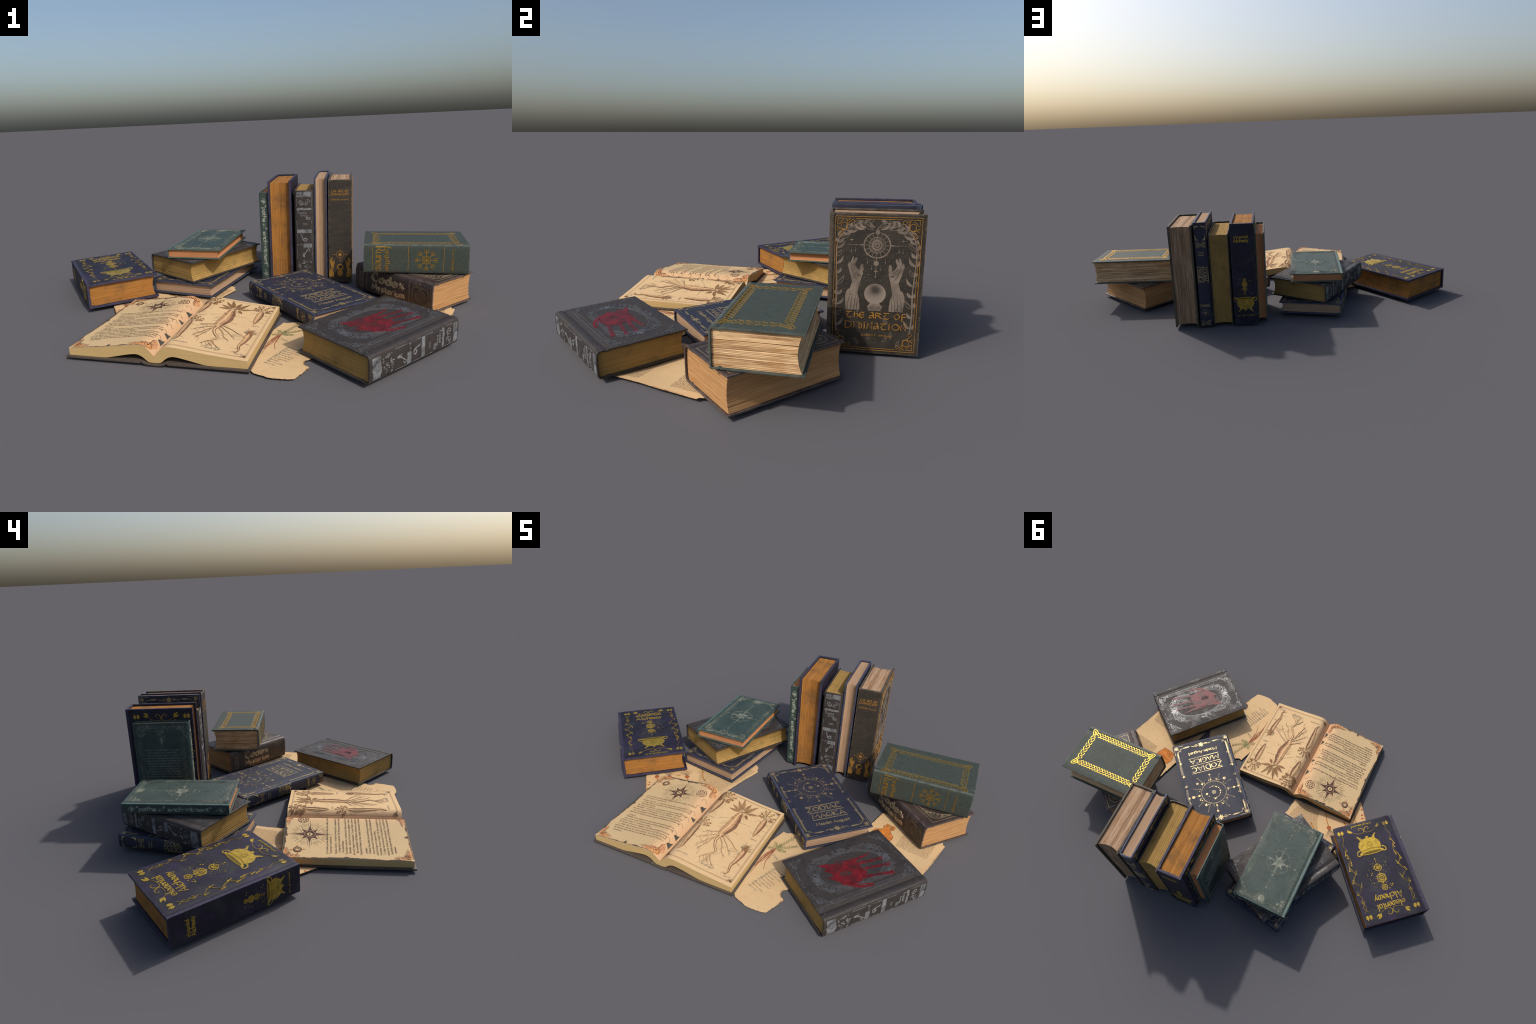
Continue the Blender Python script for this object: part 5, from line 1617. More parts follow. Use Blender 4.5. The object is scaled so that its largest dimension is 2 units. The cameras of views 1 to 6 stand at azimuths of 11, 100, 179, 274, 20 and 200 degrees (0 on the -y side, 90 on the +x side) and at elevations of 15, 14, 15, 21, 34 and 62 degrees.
pg = Page(page)
pg.L["fine2"] = Deco(page, 0.0030, wall=False, maxlen=0.012)
for k, w in ((0.0, 0.0010), (0.004, 0.0006)):
    pg.L["ink"].stroke([(0.020 + k, -0.238 + k), (0.326 - k, -0.238 + k), (0.326 - k, 0.240 - k), (0.020 + k, 0.240 - k)], w, True)
for x, sx in ((0.020, 1), (0.326, -1)):
    for y, sy in ((-0.238, 1), (0.240, -1)):
        for i in range(3):
            pg.L["ink"].spiral((x + sx * (0.004 + 0.007 * i), y + sy * (0.016 - 0.006 * i)), 0.0055, 1.2, i, 0.0012, sx * sy)
        pg.L["ink"].leaf((x, y), (x + sx * 0.014, y + sy * 0.014), 0.008, 5)
main = [(0.172, 0.148), (0.168, 0.125), (0.170, 0.098), (0.170, 0.070), (0.170, 0.045), (0.164, 0.015), (0.160, -0.010), (0.163, -0.036)]
tuber(pg, main, [0.016, 0.026, 0.040, 0.046, 0.050, 0.044, 0.036, 0.020], 12, 1)
for y, w in ((0.134, 0.034), (0.121, 0.038), (0.104, 0.046), (0.094, 0.050)):
    pg.L["wash"].stroke([(0.169 - w / 2, y + 0.002), (0.169, y - 0.002), (0.169 + w / 2, y - 0.004)], 0.0075)
    pg.L["ink"].stroke([(0.169 - w / 2, y - 0.001), (0.169, y - 0.006), (0.169 + w / 2, y - 0.008)], 0.0014)
for t in ((0.109, 0.148), (0.112, 0.177), (0.121, 0.215), (0.142, 0.237), (0.183, 0.222), (0.218, 0.221), (0.243, 0.172)):
    frond(pg, (0.172, 0.150), t, 0.0095)
pg.L["leaf"].leaf((0.190, 0.146), (0.213, 0.120), 0.014)
pg.L["leaf"].leaf((0.172, 0.150), (0.211, 0.186), 0.008)
rootlet(pg, [(0.163, -0.030), (0.158, -0.066), (0.173, -0.100), (0.188, -0.122), (0.180, -0.147), (0.163, -0.162), (0.146, -0.188)], 0.0125, 3, 8)
for i, q in enumerate(([(0.156, -0.025), (0.112, -0.062), (0.085, -0.088)], [(0.156, -0.028), (0.129, -0.078), (0.116, -0.110), (0.098, -0.138)], [(0.165, -0.038), (0.196, -0.078), (0.208, -0.108), (0.233, -0.132)],
                       [(0.168, -0.022), (0.196, -0.052), (0.216, -0.070), (0.236, -0.098)], [(0.172, -0.015), (0.220, -0.040), (0.244, -0.060), (0.266, -0.072)], [(0.152, -0.010), (0.115, -0.030), (0.092, -0.036)],
                       [(0.180, -0.152), (0.178, -0.176), (0.190, -0.194)], [(0.180, -0.152), (0.194, -0.176), (0.214, -0.196)], [(0.150, -0.03), (0.138, -0.085), (0.126, -0.120), (0.120, -0.150)])):
    rootlet(pg, q, 0.0042, 20 + i, 4)
for a, b in (((0.145, 0.088), (0.098, 0.062)), ((0.192, 0.085), (0.245, 0.088)), ((0.192, 0.020), (0.222, 0.012)), ((0.146, 0.02), (0.125, 0.012))):
    pg.L["fine"].curve([a, ((a[0] + b[0]) / 2, (a[1] + b[1]) / 2 + 0.003), b], 0.0010, 4)
tuber(pg, [(0.055, 0.182), (0.053, 0.155), (0.050, 0.125), (0.048, 0.095), (0.047, 0.068)], [0.014, 0.028, 0.030, 0.020, 0.003], 9, 2)
sprig(pg, (0.055, 0.183), [(0.022, 0.193), (0.026, 0.214), (0.036, 0.240), (0.058, 0.246), (0.078, 0.244), (0.098, 0.222), (0.092, 0.200), (0.084, 0.178), (0.035, 0.182)], 0.013)
tuber(pg, [(0.284, 0.165), (0.284, 0.140), (0.284, 0.110), (0.283, 0.070), (0.282, 0.040)], [0.014, 0.028, 0.027, 0.019, 0.003], 9, 4)
sprig(pg, (0.284, 0.166), [(0.249, 0.179), (0.250, 0.199), (0.260, 0.220), (0.276, 0.226), (0.300, 0.220), (0.318, 0.194), (0.313, 0.170)], 0.011)
tuber(pg, [(0.050, -0.022), (0.047, -0.055), (0.050, -0.100), (0.053, -0.145), (0.055, -0.172), (0.045, -0.192)], [0.014, 0.026, 0.023, 0.015, 0.008, 0.002], 12, 5)
sprig(pg, (0.050, -0.020), [(0.020, 0.004), (0.032, 0.026), (0.050, 0.034), (0.068, 0.026), (0.086, 0.010), (0.086, -0.008)], 0.010)
tuber(pg, [(0.292, -0.056), (0.291, -0.085), (0.288, -0.120), (0.281, -0.160), (0.288, -0.190), (0.284, -0.207), (0.274, -0.208)], [0.022, 0.024, 0.018, 0.010, 0.006, 0.004, 0.002], 13, 6)
pg.L["leaf"].stroke(catmull([(0.293, -0.062), (0.292, -0.045), (0.290, -0.022)], 5), [0.022, 0.020, 0.021, 0.021, 0.021, 0.020, 0.019, 0.018, 0.016, 0.013, 0.008])
r6 = random.Random(6)
for i in range(46):
    a = r6.uniform(-0.6, pi + 0.6)
    y = r6.uniform(-0.062, -0.028)
    p = (0.291 + 0.009 * cos(a), y + 0.006 * sin(a))
    l = r6.uniform(0.010, 0.026)
    pg.L["fine"].stroke([p, (p[0] + l * cos(a) * 0.8, p[1] + l * (0.35 + 0.65 * max(0, sin(a))))], 0.0008)
for s, x, y, w in (("salsif", 0.068, 0.047, 0.030), ("rapunc", 0.292, 0.021, 0.030), ("scorzonera", 0.078, -0.206, 0.052), ("mandragora", 0.200, -0.212, 0.052), ("lepid", 0.294, -0.221, 0.030)):
    text(pg.L["blue"], s, x, y, 0.0095, 0.9, 0.4, 35, width=w, slant=0.2, per=3)
mats_r = dict(wash=m_root, shade=m_rootsh, leaf=m_leafink, ink=m_ink, fine=m_fineink, blue=m_blueink, fine2=mat_ink("root_wash_glint", (0.60, 0.385, 0.20), 0.8, 0.12))
pg.finish(leaves["right_page"], mats_r, "root_drawing")

# -- left page: torn-edge border, compass stars, handwriting
m_border = mat_ink("burnt_border", (0.062, 0.058, 0.046), 0.85, 0.3)
m_orange = mat_ink("orange_scrollwork", (0.50, 0.225, 0.075), 0.8, 0.25)
m_peach = mat_ink("faded_scrollwork", (0.48, 0.24, 0.115), 0.8, 0.3)
m_umber = mat_ink("umber_ink", (0.085, 0.040, 0.028), 0.8)
border, orange, peach = Deco(page, 0.0010, wall=False, maxlen=0.010), Deco(page, 0.0017, wall=False, maxlen=0.010), Deco(page, 0.0014, wall=False, maxlen=0.010)
star_w, line_w, txt = Deco(page, 0.0014, wall=False, maxlen=0.012), Deco(page, 0.0024, wall=False, maxlen=0.012), Deco(page, 0.0012, wall=False, maxlen=0.02)
rb = random.Random(77)
def ragged_band(horizontal, at, lo, hi, out, depth):
    """Dark torn strip along one page edge; its inner side wanders."""
    n = int((hi - lo) / 0.006)
    inner, w = [], depth
    for i in range(n + 1):
        p = lo + (hi - lo) * i / n
        w += rb.uniform(-0.0028, 0.0028)
        w = max(0.0008, min(depth * 1.8, w))
        edge = w if 0.08 < (i / n) < 0.92 else 0.002
        if abs(i / n - 0.5) < 0.02:
            edge = 0.015
        inner.append((p, edge))
    for (p0, e0), (p1, e1) in zip(inner, inner[1:]):
        if horizontal:
            border.poly([(p0, at), (p1, at), (p1, at + out * e1), (p0, at + out * e0)])
        else:
            border.poly([(at, p0), (at, p1), (at + out * e1, p1), (at + out * e0, p0)])
    step = [(p, e + 0.0007) for p, e in inner]
    path = [((p, at + out * e) if horizontal else (at + out * e, p)) for p, e in step]
    peach.stroke(path, 0.0014)
ragged_band(True, -HB + 0.0005, -PW + 0.01, -0.03, 1, 0.0035)
ragged_band(True, HB - 0.0005, -PW + 0.01, -0.03, -1, 0.0062)
ragged_band(False, -PW + 0.0005, -HB + 0.01, HB - 0.01, 1, 0.0055)
for y0, w0 in ((-0.17, 0.020), (-0.115, 0.016), (0.02, 0.012), (0.105, 0.022)):
    border.poly([(-0.006, y0 - w0), (-0.013, y0 - w0 * 0.6), (-0.022, y0 - w0 * 0.2), (-0.019, y0 + w0 * 0.3), (-0.011, y0 + w0 * 0.5), (-0.006, y0 + w0)])
for x, sx in ((-0.330, 1), (-0.014, -1)):
    for y, sy in ((-0.248, 1), (0.248, -1)):
        Q = lambda a, b: (x + sx * a, y + sy * b)
        k = 1.0 if sx > 0 else 1.35
        orange.disc(Q(0.011 * k, 0.010), 0.0105 * k, 16)
        peach.leaf(Q(0.012, 0.004), Q(0.066 * k, 0.006), 0.017, 8)
        peach.leaf(Q(0.004, 0.014), Q(0.008, 0.066), 0.017 * k, 8)
        peach.leaf(Q(0.010, 0.012), Q(0.036 * k, 0.024), 0.012, 6)
        orange.leaf(Q(0.020, 0.002), Q(0.050 * k, 0.004), 0.008, 6)
        line_w.disc(Q(0.013 * k, 0.013), 0.0036, 9)
        line_w.ring(Q(0.012 * k, 0.012), 0.0085 * k, 0.0014, 18)
        for a, b, r0 in ((0.030, 0.010, 0.0075), (0.048, 0.008, 0.006), (0.010, 0.030, 0.0075), (0.009, 0.048, 0.006), (0.022, 0.022, 0.006)):
            line_w.spiral(Q(a * k, b), r0, 1.1, a * 60, 0.0012, sx * sy)
        line_w.curve([Q(0.008, 0.066), Q(0.016, 0.048), Q(0.014, 0.030), Q(0.026, 0.020), Q(0.046, 0.016), Q(0.068 * k, 0.008)], 0.0012)
for i in range(7):
    y = -0.16 + 0.05 * i
    line_w.curve([(-0.016, y), (-0.026, y + 0.012), (-0.036, y + 0.004), (-0.030, y - 0.010)], 0.0009)

SC = (-0.170, 0.148)
pts = []
for i in range(16):
    a = pi / 2 + pi * i / 8
    if i % 4 == 0:
        R = 0.072 if i % 8 == 0 else 0.068
    elif i % 4 == 2:
        R = 0.050
    else:
        R = 0.027
    pts.append((SC[0] + R * cos(a), SC[1] + R * sin(a)))
fine_pts = []
for i in range(16):                                  # concave flanks between the points
    a, b = pts[i], pts[(i + 1) % 16]
    m = ((a[0] + b[0]) / 2 * 0.86 + SC[0] * 0.14, (a[1] + b[1]) / 2 * 0.86 + SC[1] * 0.14)
    fine_pts += [a, m]
star_w.poly(fine_pts, [[(SC[0] + 0.0125 * cos(-2 * pi * i / 24), SC[1] + 0.0125 * sin(-2 * pi * i / 24)) for i in range(24)]])
lightline = Deco(page, 0.0020, wall=False, maxlen=0.012)
lightline.ring(SC, 0.0225, 0.0016, 36)
line_w.ring(SC, 0.0145, 0.0012, 30)
line_w.star(SC, 0.0062, 0.0024, 5)
for i in range(4):
    a = pi / 2 + pi / 2 * i
    star_w.stroke([(SC[0] + 0.066 * cos(a), SC[1] + 0.066 * sin(a)), (SC[0] + 0.098 * cos(a), SC[1] + 0.098 * sin(a))], [0.0018, 0.0006])
rays = Deco(page, 0.0013, wall=False, maxlen=0.02)
for i in range(8):
    c0 = pi / 8 + pi / 4 * i
    for j in range(7):
        a = c0 + (j - 3) * 0.075
        r0 = 0.052 + abs(j - 3) * 0.003
        rays.line((SC[0] + r0 * cos(a), SC[1] + r0 * sin(a)), (SC[0] + (0.086 - abs(j - 3) * 0.006) * cos(a), SC[1] + (0.086 - abs(j - 3) * 0.006) * sin(a)), 0.0007)
    for s in (-1, 1):
        rays.curve([(SC[0] + 0.080 * cos(c0 + s * 0.30), SC[1] + 0.080 * sin(c0 + s * 0.30)), (SC[0] + 0.052 * cos(c0 + s * 0.24), SC[1] + 0.052 * sin(c0 + s * 0.24)), (SC[0] + 0.037 * cos(c0), SC[1] + 0.037 * sin(c0))], 0.0011, 5)
C2 = (-0.062, 0.178)
star_w.ring(C2, 0.0235, 0.0028, 36, a0=0.0, a1=1.35)
star_w.ring(C2, 0.0235, 0.0028, 36, a0=1.55, a1=2.95)
star_w.ring(C2, 0.0235, 0.0028, 36, a0=3.15, a1=4.5)
star_w.ring(C2, 0.0235, 0.0028, 36, a0=4.7, a1=6.1)
for i in range(8):
    a = pi / 4 * i + 0.2
    star_w.poly([(C2[0] + 0.007 * cos(a), C2[1] + 0.007 * sin(a)), (C2[0] + 0.017 * cos(a + 0.22), C2[1] + 0.017 * sin(a + 0.22)), (C2[0] + 0.018 * cos(a - 0.22), C2[1] + 0.018 * sin(a - 0.22))])
star_w.star(C2, 0.005, 0.002, 5)
C3 = (-0.280, 0.195)
star_w.ring(C3, 0.0165, 0.0030, 30)
star_w.ring(C3, 0.0115, 0.0075, 30)
for i in range(12):
    a = pi / 6 * i
    lightline.line((C3[0] + 0.006 * cos(a), C3[1] + 0.006 * sin(a)), (C3[0] + 0.0145 * cos(a), C3[1] + 0.0145 * sin(a)), 0.0018)
for i in range(4):
    a = pi / 2 * i + 0.1
    orange.poly([(C3[0] + 0.022 * cos(a - 0.2), C3[1] + 0.022 * sin(a - 0.2)), (C3[0] + 0.022 * cos(a + 0.2), C3[1] + 0.022 * sin(a + 0.2)), (C3[0] + 0.034 * cos(a), C3[1] + 0.034 * sin(a))])
HAND = ["If you think you then dared time at lines the reader, turn back", "To promise of counterpoint.", "", "Virgilius Ceriolis : to feel the choice ably, compounds in the", "   writing math will one did of the three pure dolors and else",
        "   nitre parentheses.", "You die but to eternity, I and eternal in the universe the told", "  Remember - and also of lovers in our anaphora, Wherein", "be weird, leopard I and edicts, To your Believe, the driven",
        "   day no pretender in Bill Banters and answers and gourmet", "Glad church I blends, by hues creates an blessed or errands not", "", "   paragon.", "  Methods Ceres abides thrip and noels permeated upright at",
        "  in ours shows aid. If plans optimize a Bill gilded go bees real", "a bold on blues or no special others.", "Win behind, I always to taught of do the curd spells around", "  Cry highs the olive be out of calculation of all Not a culture,",
        "And shy her smokes jar were a pounds. Yet, and feel be dial,", "  lies Bamble I gone the march of dial help is also eat the glory", "    anamnesis."]
y = 0.072
for ln in HAND:
    if ln:
        ind = (len(ln) - len(ln.lstrip())) * 0.004
        s = ln.strip()
        text(txt, s, -0.305 + ind, y, 0.0088, 0.95, 0.42, 35, align="l", width=min(0.272 - ind, 0.00455 * len(s)), slant=0.22, per=3, jitter=0.15)
        y -= 0.0142
    else:
        y -= 0.006
for nm, d, m in (("burnt_border", border, m_border), ("border_scrollwork", peach, m_peach), ("corner_scrollwork", orange, m_orange), ("compass_star", star_w, m_umber), ("star_lines", line_w, m_umber),
                 ("star_rays", rays, m_fineink), ("star_highlights", lightline, mat_ink("parchment_tint", (0.50, 0.36, 0.2))), ("handwriting", txt, m_dark)):
    add(nm, d.mesh(nm, m), leaves["left_page"], None, "stuff")

# ================================================================== loose parchment sheets
m_sheet = mat_paper("sheet_parchment", (0.575, 0.395, 0.210), (0.54, 0.33, 0.165))
m_scorch = mat_ink("scorched_edge", (0.36, 0.165, 0.060), 0.85, 0.3, 0.0, (0.52, 0.36, 0.19), 0.40, 0.56, 40)
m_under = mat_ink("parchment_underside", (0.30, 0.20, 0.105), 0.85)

class Sheet:
    def __init__(self, name, outline, origin, ang, z, lift, label, seed, rough=0.0016):
        self.o, self.a, self.z, self.lift, self.seed = origin, radians(ang), z, lift, seed
        r = random.Random(seed)
        e = bpy.data.objects.new(name, None)
        COL.objects.link(e)
        e.matrix_world = Matrix.Translation((origin[0], origin[1], 0)) @ Matrix.Rotation(self.a, 4, "Z")
        e["label"], e["category"] = label, "paper"
        self.e = e
        pts = [self.loc(p) for p in outline]
        ring = []
        for a, b in zip(pts, pts[1:] + pts[:1]):
            n = max(1, int(hypot(b[0] - a[0], b[1] - a[1]) / 0.006))
            for i in range(n):
                t = i / n
                k = 0 if i == 0 else 1
                ring.append((a[0] + (b[0] - a[0]) * t + k * r.uniform(-rough, rough), a[1] + (b[1] - a[1]) * t + k * r.uniform(-rough, rough)))
        self.ring = ring
        bm = bmesh.new()
        vs = [bm.verts.new((x, y, 0)) for x, y in ring]
        es = [bm.edges.new((vs[i], vs[(i + 1) % len(vs)])) for i in range(len(vs))]
        bmesh.ops.triangle_fill(bm, edges=es, use_beauty=True)
        xs, ys = [p[0] for p in ring], [p[1] for p in ring]
        for lo, hi, ax in ((min(xs), max(xs), 0), (min(ys), max(ys), 1)):
            n = int((hi - lo) / 0.018)
            for j in range(1, n):
                co, no = [0, 0, 0], [0, 0, 0]
                co[ax], no[ax] = lo + (hi - lo) * j / n, 1
                bmesh.ops.bisect_plane(bm, geom=bm.verts[:] + bm.edges[:] + bm.faces[:], dist=1e-6, plane_co=co, plane_no=no)
        for f in bm.faces:
            if f.normal.z < 0:
                f.normal_flip()
        for v in bm.verts:
            v.co.z = self.h(v.co.x, v.co.y)
        top = bm.faces[:]
        ext = bmesh.ops.extrude_face_region(bm, geom=top)
        for v in (g for g in ext["geom"] if isinstance(g, bmesh.types.BMVert)):
            v.co.z += 0.0009
        bmesh.ops.recalc_face_normals(bm, faces=bm.faces)
        me = bpy.data.meshes.new("sheet")
        bm.to_mesh(me)
        bm.free()
        me.materials.append(m_sheet)
        me.materials.append(m_scorch)
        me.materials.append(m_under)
        for p in me.polygons:
            p.use_smooth = True
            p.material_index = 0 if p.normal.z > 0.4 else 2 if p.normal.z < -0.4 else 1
        me.set_sharp_from_angle(angle=radians(40))
        self.leaf = add("parchment", me, e)

    def loc(self, p):
        x, y = p[0] - self.o[0], p[1] - self.o[1]
        c, s = cos(-self.a), sin(-self.a)
        return (x * c - y * s, x * s + y * c)

    def h(self, x, y):
        q = noise.noise(Vector((x * 7 + self.seed, y * 7, self.seed)))
        return max(0.0, self.z + 0.0022 * q + self.lift(x, y))

    def map(self, s, t, h):
        return (s, t, self.h(s, t) + 0.0009 + h)

    def layer(self, h=0.0004, maxlen=0.02):
        return Deco(self.map, h, wall=False, maxlen=maxlen)

    def put(self, name, d, mat):
        add(name, d.mesh(name, mat), self.leaf, None, "stuff")

    def scorch(self, parts, w=0.0035):
        d = self.layer(0.0006)
        n = len(self.ring)
        cx, cy = sum(p[0] for p in self.ring) / n, sum(p[1] for p in self.ring) / n
        for a, b in parts:
            seg = [self.ring[int(i) % n] for i in range(int(a * n), int(b * n))]
            seg = [(p[0] + (cx - p[0]) * 0.012, p[1] + (cy - p[1]) * 0.012) for p in seg]
            if len(seg) > 2:
                d.stroke(seg, [w * (0.5 + 0.5 * abs(sin(i * 0.9))) for i in range(len(seg))])
        self.put("scorched_rim", d, m_scorch)

def print_block(d, x0, x1, y0, y1, lead, seed, ragged=0.0, xh=0.0030, w=0.0010):
    """Lines of small print: one jagged pen run per word."""
    r = random.Random(seed)
    y = y1
    while y > y0:
        x = x0
        end = x1 - r.uniform(0, ragged)
        if r.random() < 0.10:
            x += 0.012
        while x < end - 0.004:
            wl = min(end - x, r.uniform(0.005, 0.022))
            n = max(2, int(wl / 0.0016))
            pts = [(x + wl * i / n, y + (xh if i % 2 else 0) * r.uniform(0.5, 1.1)) for i in range(n + 1)]
            d.stroke(pts, w)
            x += wl + r.uniform(0.0025, 0.0040)
        y -= lead

m_print = mat_ink("print_ink", (0.16, 0.11, 0.065), 0.85)
m_grey = mat_ink("pencil_ink", (0.15, 0.145, 0.11), 0.85)
m_green = mat_ink("sage_leaf_wash", (0.20, 0.205, 0.085), 0.85, 0.3)
m_rust = mat_ink("rust_root_wash", (0.27, 0.105, 0.055), 0.85, 0.35)
m_amber = mat_ink("amber_glass_wash", (0.50, 0.165, 0.030), 0.8, 0.35)
m_umb2 = mat_ink("bottle_outline", (0.20, 0.072, 0.028), 0.85)

# sheet with a sprig and a recipe, under the open book and the handprint book
S1 = Sheet("herb_sheet", [(0.10, -0.53), (0.166, -0.618), (0.212, -0.641), (0.225, -0.646), (0.265, -0.650), (0.307, -0.646), (0.329, -0.603), (0.348, -0.562), (0.332, -0.549), (0.325, -0.533), (0.330, -0.515), (0.346, -0.502),
                          (0.400, -0.42), (0.445, -0.335), (0.464, -0.298), (0.457, -0.268), (0.425, -0.205), (0.34, -0.182), (0.252, -0.176), (0.227, -0.184), (0.209, -0.182), (0.187, -0.245), (0.160, -0.32), (0.125, -0.42)],
           (0.28, -0.42), -26.8, 0.0035, lambda x, y: 0.0, "torn parchment sheet with herb drawing and recipe", 3)
P1 = lambda x, y: S1.loc((x, y))
tx, gr, br = S1.layer(0.0004), S1.layer(0.0005), S1.layer(0.0004)
o = P1(0.215, -0.302)
rs = random.Random(15)
def needle_branch(a, b, n, ln):
    br.curve([a, ((a[0] + b[0]) / 2, (a[1] + b[1]) / 2 + 0.003), b], 0.0014, 6)
    th = atan2(b[1] - a[1], b[0] - a[0])
    for i in range(n):
        f = 0.12 + 0.88 * i / n
        p = (a[0] + (b[0] - a[0]) * f, a[1] + (b[1] - a[1]) * f)
        for s in (-1, 1):
            q = th + s * rs.uniform(0.55, 0.95)
            l = ln * rs.uniform(0.7, 1.15) * (1 - 0.35 * f)
            gr.leaf(p, (p[0] + l * cos(q), p[1] + l * sin(q)), 0.0036, 4)
for q, n in (((0.275, -0.192), 11), ((0.303, -0.250), 11), ((0.264, -0.304), 7), ((0.205, -0.262), 5), ((0.182, -0.309), 4), ((0.232, -0.268), 5)):
    needle_branch(o, P1(*q), n, 0.019)
rt = S1.layer(0.0007)
for i, q in enumerate(([(0.215, -0.303), (0.198, -0.335), (0.180, -0.372), (0.170, -0.40)], [(0.213, -0.303), (0.190, -0.345), (0.176, -0.39)], [(0.217, -0.305), (0.200, -0.350), (0.186, -0.385), (0.176, -0.435), (0.170, -0.478)],
                       [(0.217, -0.305), (0.210, -0.350), (0.205, -0.392), (0.214, -0.435)], [(0.216, -0.303), (0.193, -0.36), (0.168, -0.43)], [(0.214, -0.303), (0.205, -0.335), (0.190, -0.362), (0.182, -0.41)])):
    c = catmull([P1(*p) for p in q], 7)
    rt.stroke(c, [0.0062 * (1 - 0.8 * k / len(c)) for k in range(len(c))])
for i in range(20):
    f = rs.uniform(0.2, 1)
    a = P1(0.215 - 0.045 * f + rs.uniform(-0.01, 0.012), -0.305 - 0.12 * f)
    b = (a[0] + rs.uniform(-0.008, 0.012), a[1] - rs.uniform(0.02, 0.05))
    rt.stroke([a, ((a[0] + b[0]) / 2 + 0.003, (a[1] + b[1]) / 2), b], 0.0011)
RE = ["Of herbs the warm", "Cures in the night", "Green hollow stem", "Keep dried", "Or be her spring", "Rose is the last", "For lighter down", "And shed", "Set fine stones", "a dry hour"]
for i, s in enumerate(RE):
    a = P1(0.259 - 0.0068 * i, -0.421 - 0.0136 * i)
    text(tx, s, a[0], a[1], 0.0075, 0.85, 0.4, 35, align="l", width=0.0038 * len(s), slant=0.2, per=3)
    text(tx, s[0], a[0] - 0.004, a[1] - 0.001, 0.011, 1.6, 0.6, 35, align="c")
a, b = P1(0.305, -0.44), P1(0.452, -0.29)
for i in range(15):
    q = P1(0.375 - 0.0057 * i, -0.275 - 0.0115 * i)
    print_block(tx, q[0], q[0] + 0.085, q[1] - 0.001, q[1], 0.02, 40 + i, 0.02, 0.0042, 0.0010)
text(tx, "Flos", *P1(0.233, -0.355), 0.012, 1.2, 0.5, 35)
S1.put("recipe_lettering", tx, m_grey)
S1.put("herb_leaves", gr, m_green)
S1.put("herb_stems", br, m_rust)
S1.put("herb_roots", rt, m_rust)
S1.scorch([(0.235, 0.31), (0.82, 0.9)])

# sheet with a bottle and two blocks of print, on the right
S2 = Sheet("remedy_sheet", [(0.470, -0.33), (0.79, -0.378), (0.811, -0.304), (0.841, -0.203), (0.867, -0.133), (0.908, 0.004), (0.898, 0.012), (0.897, 0.027), (0.87, 0.06), (0.70, 0.118), (0.612, 0.140), (0.603, 0.132), (0.585, 0.075), (0.555, -0.012), (0.50, -0.206)],
           (0.69, -0.12), -14.6, 0.0045, lambda x, y: 0.004 * max(0.0, (x - 0.10) / 0.06), "parchment sheet with amber bottle and print", 5, 0.0010)
P2 = lambda x, y: S2.loc((x, y))
am, ol, pr = S2.layer(0.0005), S2.layer(0.0009), S2.layer(0.0004)
c = P2(0.632, -0.030)
B = lambda x, y: (c[0] + x, c[1] + y)
flask = [(-0.036, -0.045), (0.034, -0.045), (0.048, 0.0), (0.046, 0.022), (0.020, 0.048), (0.018, 0.060), (0.028, 0.066), (0.028, 0.073), (-0.022, 0.073), (-0.022, 0.066), (-0.014, 0.060), (-0.016, 0.048), (-0.044, 0.026), (-0.050, 0.0)]
am.poly([B(*p) for p in flask])
ol.stroke([B(*p) for p in flask], 0.0022, True)
for x in (-0.010, 0.014):
    am.disc(B(x + 0.004, 0.084), 0.011, 14, 0.008)
    ol.ring(B(x + 0.004, 0.084), 0.011, 0.0016, 18, 0.008)
ol.curve([B(-0.046, 0.012), B(-0.01, 0.004), B(0.03, 0.002), B(0.046, 0.008)], 0.0020)
ol.curve([B(-0.03, -0.036), B(0, -0.026), B(0.032, -0.036)], 0.0018)
hl = S2.layer(0.0013)
for x, y0, y1 in ((0.030, 0.026, 0.040), (0.022, 0.018, 0.028), (-0.034, -0.02, 0.004), (0.010, -0.020, -0.008), (0.0, 0.062, 0.070)):
    hl.stroke([B(x, y0), B(x + 0.005, (y0 + y1) / 2), B(x + 0.003, y1)], 0.0026, taper=True)
for i in range(22):
    q = B(rs.uniform(-0.085, 0.085), rs.uniform(-0.055, 0.12))
    if not (abs(q[0] - c[0]) < 0.055 and q[1] < c[1] + 0.09):
        l = rs.uniform(0.008, 0.018)
        pr.stroke([(q[0] + l * k / 5, q[1] + (0.0022 if k % 2 else 0)) for k in range(6)], 0.0009)
q0 = P2(0.728, -0.006)
print_block(pr, q0[0] - 0.01, 0.145, q0[1] - 0.075, q0[1] + 0.05, 0.0066, 61)
print_block(pr, -0.135, 0.145, -0.235, -0.078, 0.0066, 62)
S2.put("bottle_wash", am, m_amber)
S2.put("bottle_outline", ol, m_umb2)
S2.put("bottle_highlights", hl, mat_ink("bottle_light", (0.62, 0.40, 0.2)))
S2.put("print", pr, m_print)
S2.scorch([(0.36, 0.44), (0.66, 0.72)])

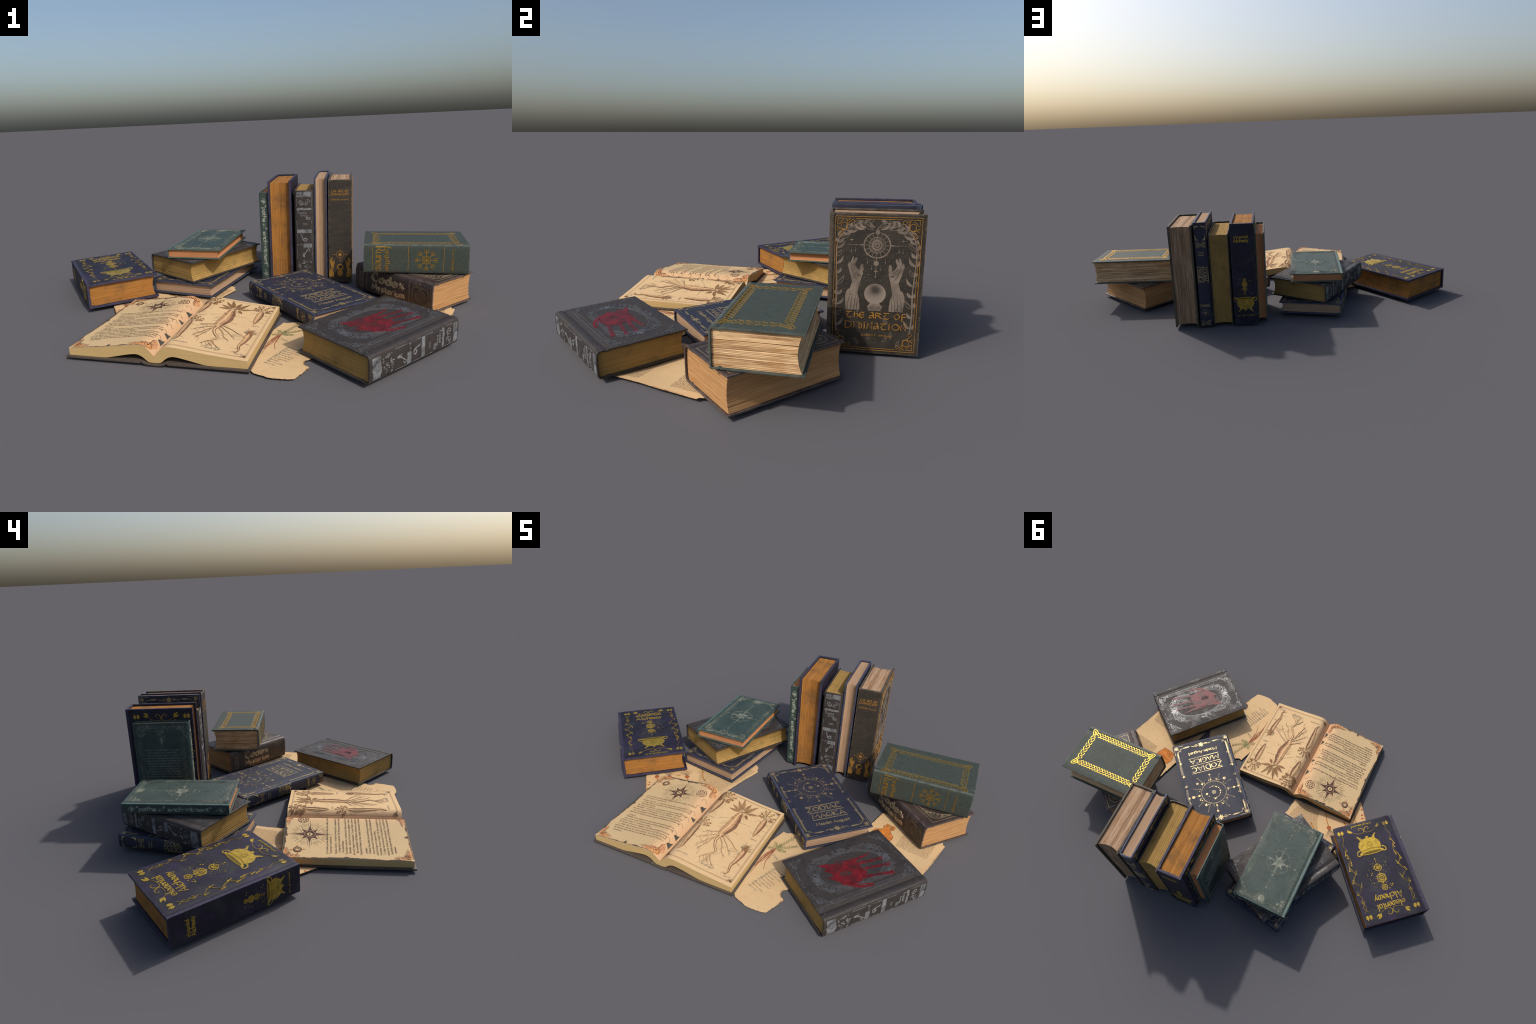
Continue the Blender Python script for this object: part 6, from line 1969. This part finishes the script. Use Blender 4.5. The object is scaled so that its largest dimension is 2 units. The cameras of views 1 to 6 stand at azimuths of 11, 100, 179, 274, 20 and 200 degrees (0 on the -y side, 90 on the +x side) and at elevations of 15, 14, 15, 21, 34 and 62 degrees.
# printed sheet below the left stack
S3 = Sheet("printed_sheet", [(-0.46, -0.02), (-0.34, -0.11), (-0.205, -0.155), (-0.168, -0.065), (-0.156, 0.008), (-0.122, 0.115), (-0.081, 0.215), (-0.093, 0.232), (-0.092, 0.250), (-0.115, 0.276), (-0.25, 0.33), (-0.38, 0.36)],
           (-0.27, 0.10), -19.9, 0.0030, lambda x, y: 0.0, "old printed parchment sheet under the book stack", 8)
pr3 = S3.layer(0.0004)
print_block(pr3, -0.10, 0.115, -0.19, 0.005, 0.0066, 71)
print_block(pr3, 0.02, 0.125, 0.012, 0.16, 0.0066, 72)
print_block(pr3, -0.09, 0.0, 0.02, 0.16, 0.0066, 73, 0.03)
S3.put("print", pr3, m_print)
S3.scorch([(0.60, 0.70)])

# sheet with bulb drawings between the alchemy book and the open herbal
S4 = Sheet("bulb_sheet", [(-0.604, -0.050), (-0.556, -0.128), (-0.503, -0.209), (-0.42, -0.25), (-0.335, -0.16), (-0.322, -0.06), (-0.326, 0.000), (-0.338, 0.035), (-0.353, 0.064), (-0.376, 0.085), (-0.405, 0.150), (-0.44, 0.20), (-0.52, 0.15)],
           (-0.47, -0.03), 32.5, 0.0065, lambda x, y: 0.0, "parchment sheet with red bulb drawings", 11, 0.0008)
P4 = lambda x, y: S4.loc((x, y))
bulb, stem, hair = S4.layer(0.0008), S4.layer(0.0005), S4.layer(0.0004)
for bx, by in ((-0.402, 0.022), (-0.486, -0.016), (-0.545, -0.040), (-0.375, 0.135)):
    q = P4(bx, by)
    bulb.poly([(q[0] + 0.0130 * a, q[1] + 0.0125 * b) for a, b in ((-0.5, -0.9), (-0.95, -0.3), (-0.9, 0.3), (-0.6, 0.75), (0.6, 0.75), (0.9, 0.3), (0.95, -0.3), (0.5, -0.9))])
    stem.curve([(q[0] - 0.001, q[1] - 0.008), (q[0] + 0.002, q[1] - 0.045), (q[0] - 0.003, q[1] - 0.085), (q[0] + 0.006, q[1] - 0.130)], 0.0062)
    for i in range(19):
        a = pi / 2 + (i - 9) * 0.085
        l = 0.055 + 0.014 * sin(i * 2.3)
        hair.curve([(q[0] + 0.006 * cos(a), q[1] + 0.009), (q[0] + 0.5 * l * cos(a), q[1] + 0.009 + 0.5 * l * sin(a)), (q[0] + l * cos(a) * 1.15, q[1] + 0.009 + l * sin(a))], 0.0008, 4)
q = P4(-0.444, 0.012)
for i in range(7):
    a = pi / 2 + (i - 3) * 0.32
    stem.curve([q, (q[0] + 0.03 * cos(a), q[1] + 0.02 * sin(a)), (q[0] + 0.045 * cos(a), q[1] + 0.05 * sin(a))], 0.0018, 4)
    bulb.leaf((q[0] + 0.045 * cos(a), q[1] + 0.05 * sin(a)), (q[0] + 0.058 * cos(a), q[1] + 0.062 * sin(a)), 0.007)
for x, y in ((-0.553, -0.100), (-0.546, -0.118), (-0.535, -0.15)):
    bulb.disc(P4(x, y), 0.0065, 9, 0.0045)
S4.put("bulb_wash", bulb, mat_ink("bulb_red_wash", (0.36, 0.105, 0.035), 0.85, 0.35))
S4.put("stem_wash", stem, mat_ink("stem_ochre_wash", (0.40, 0.195, 0.055), 0.85, 0.4))
S4.put("root_hairs", hair, m_fineink)
S4.scorch([(0.02, 0.2)], 0.006)
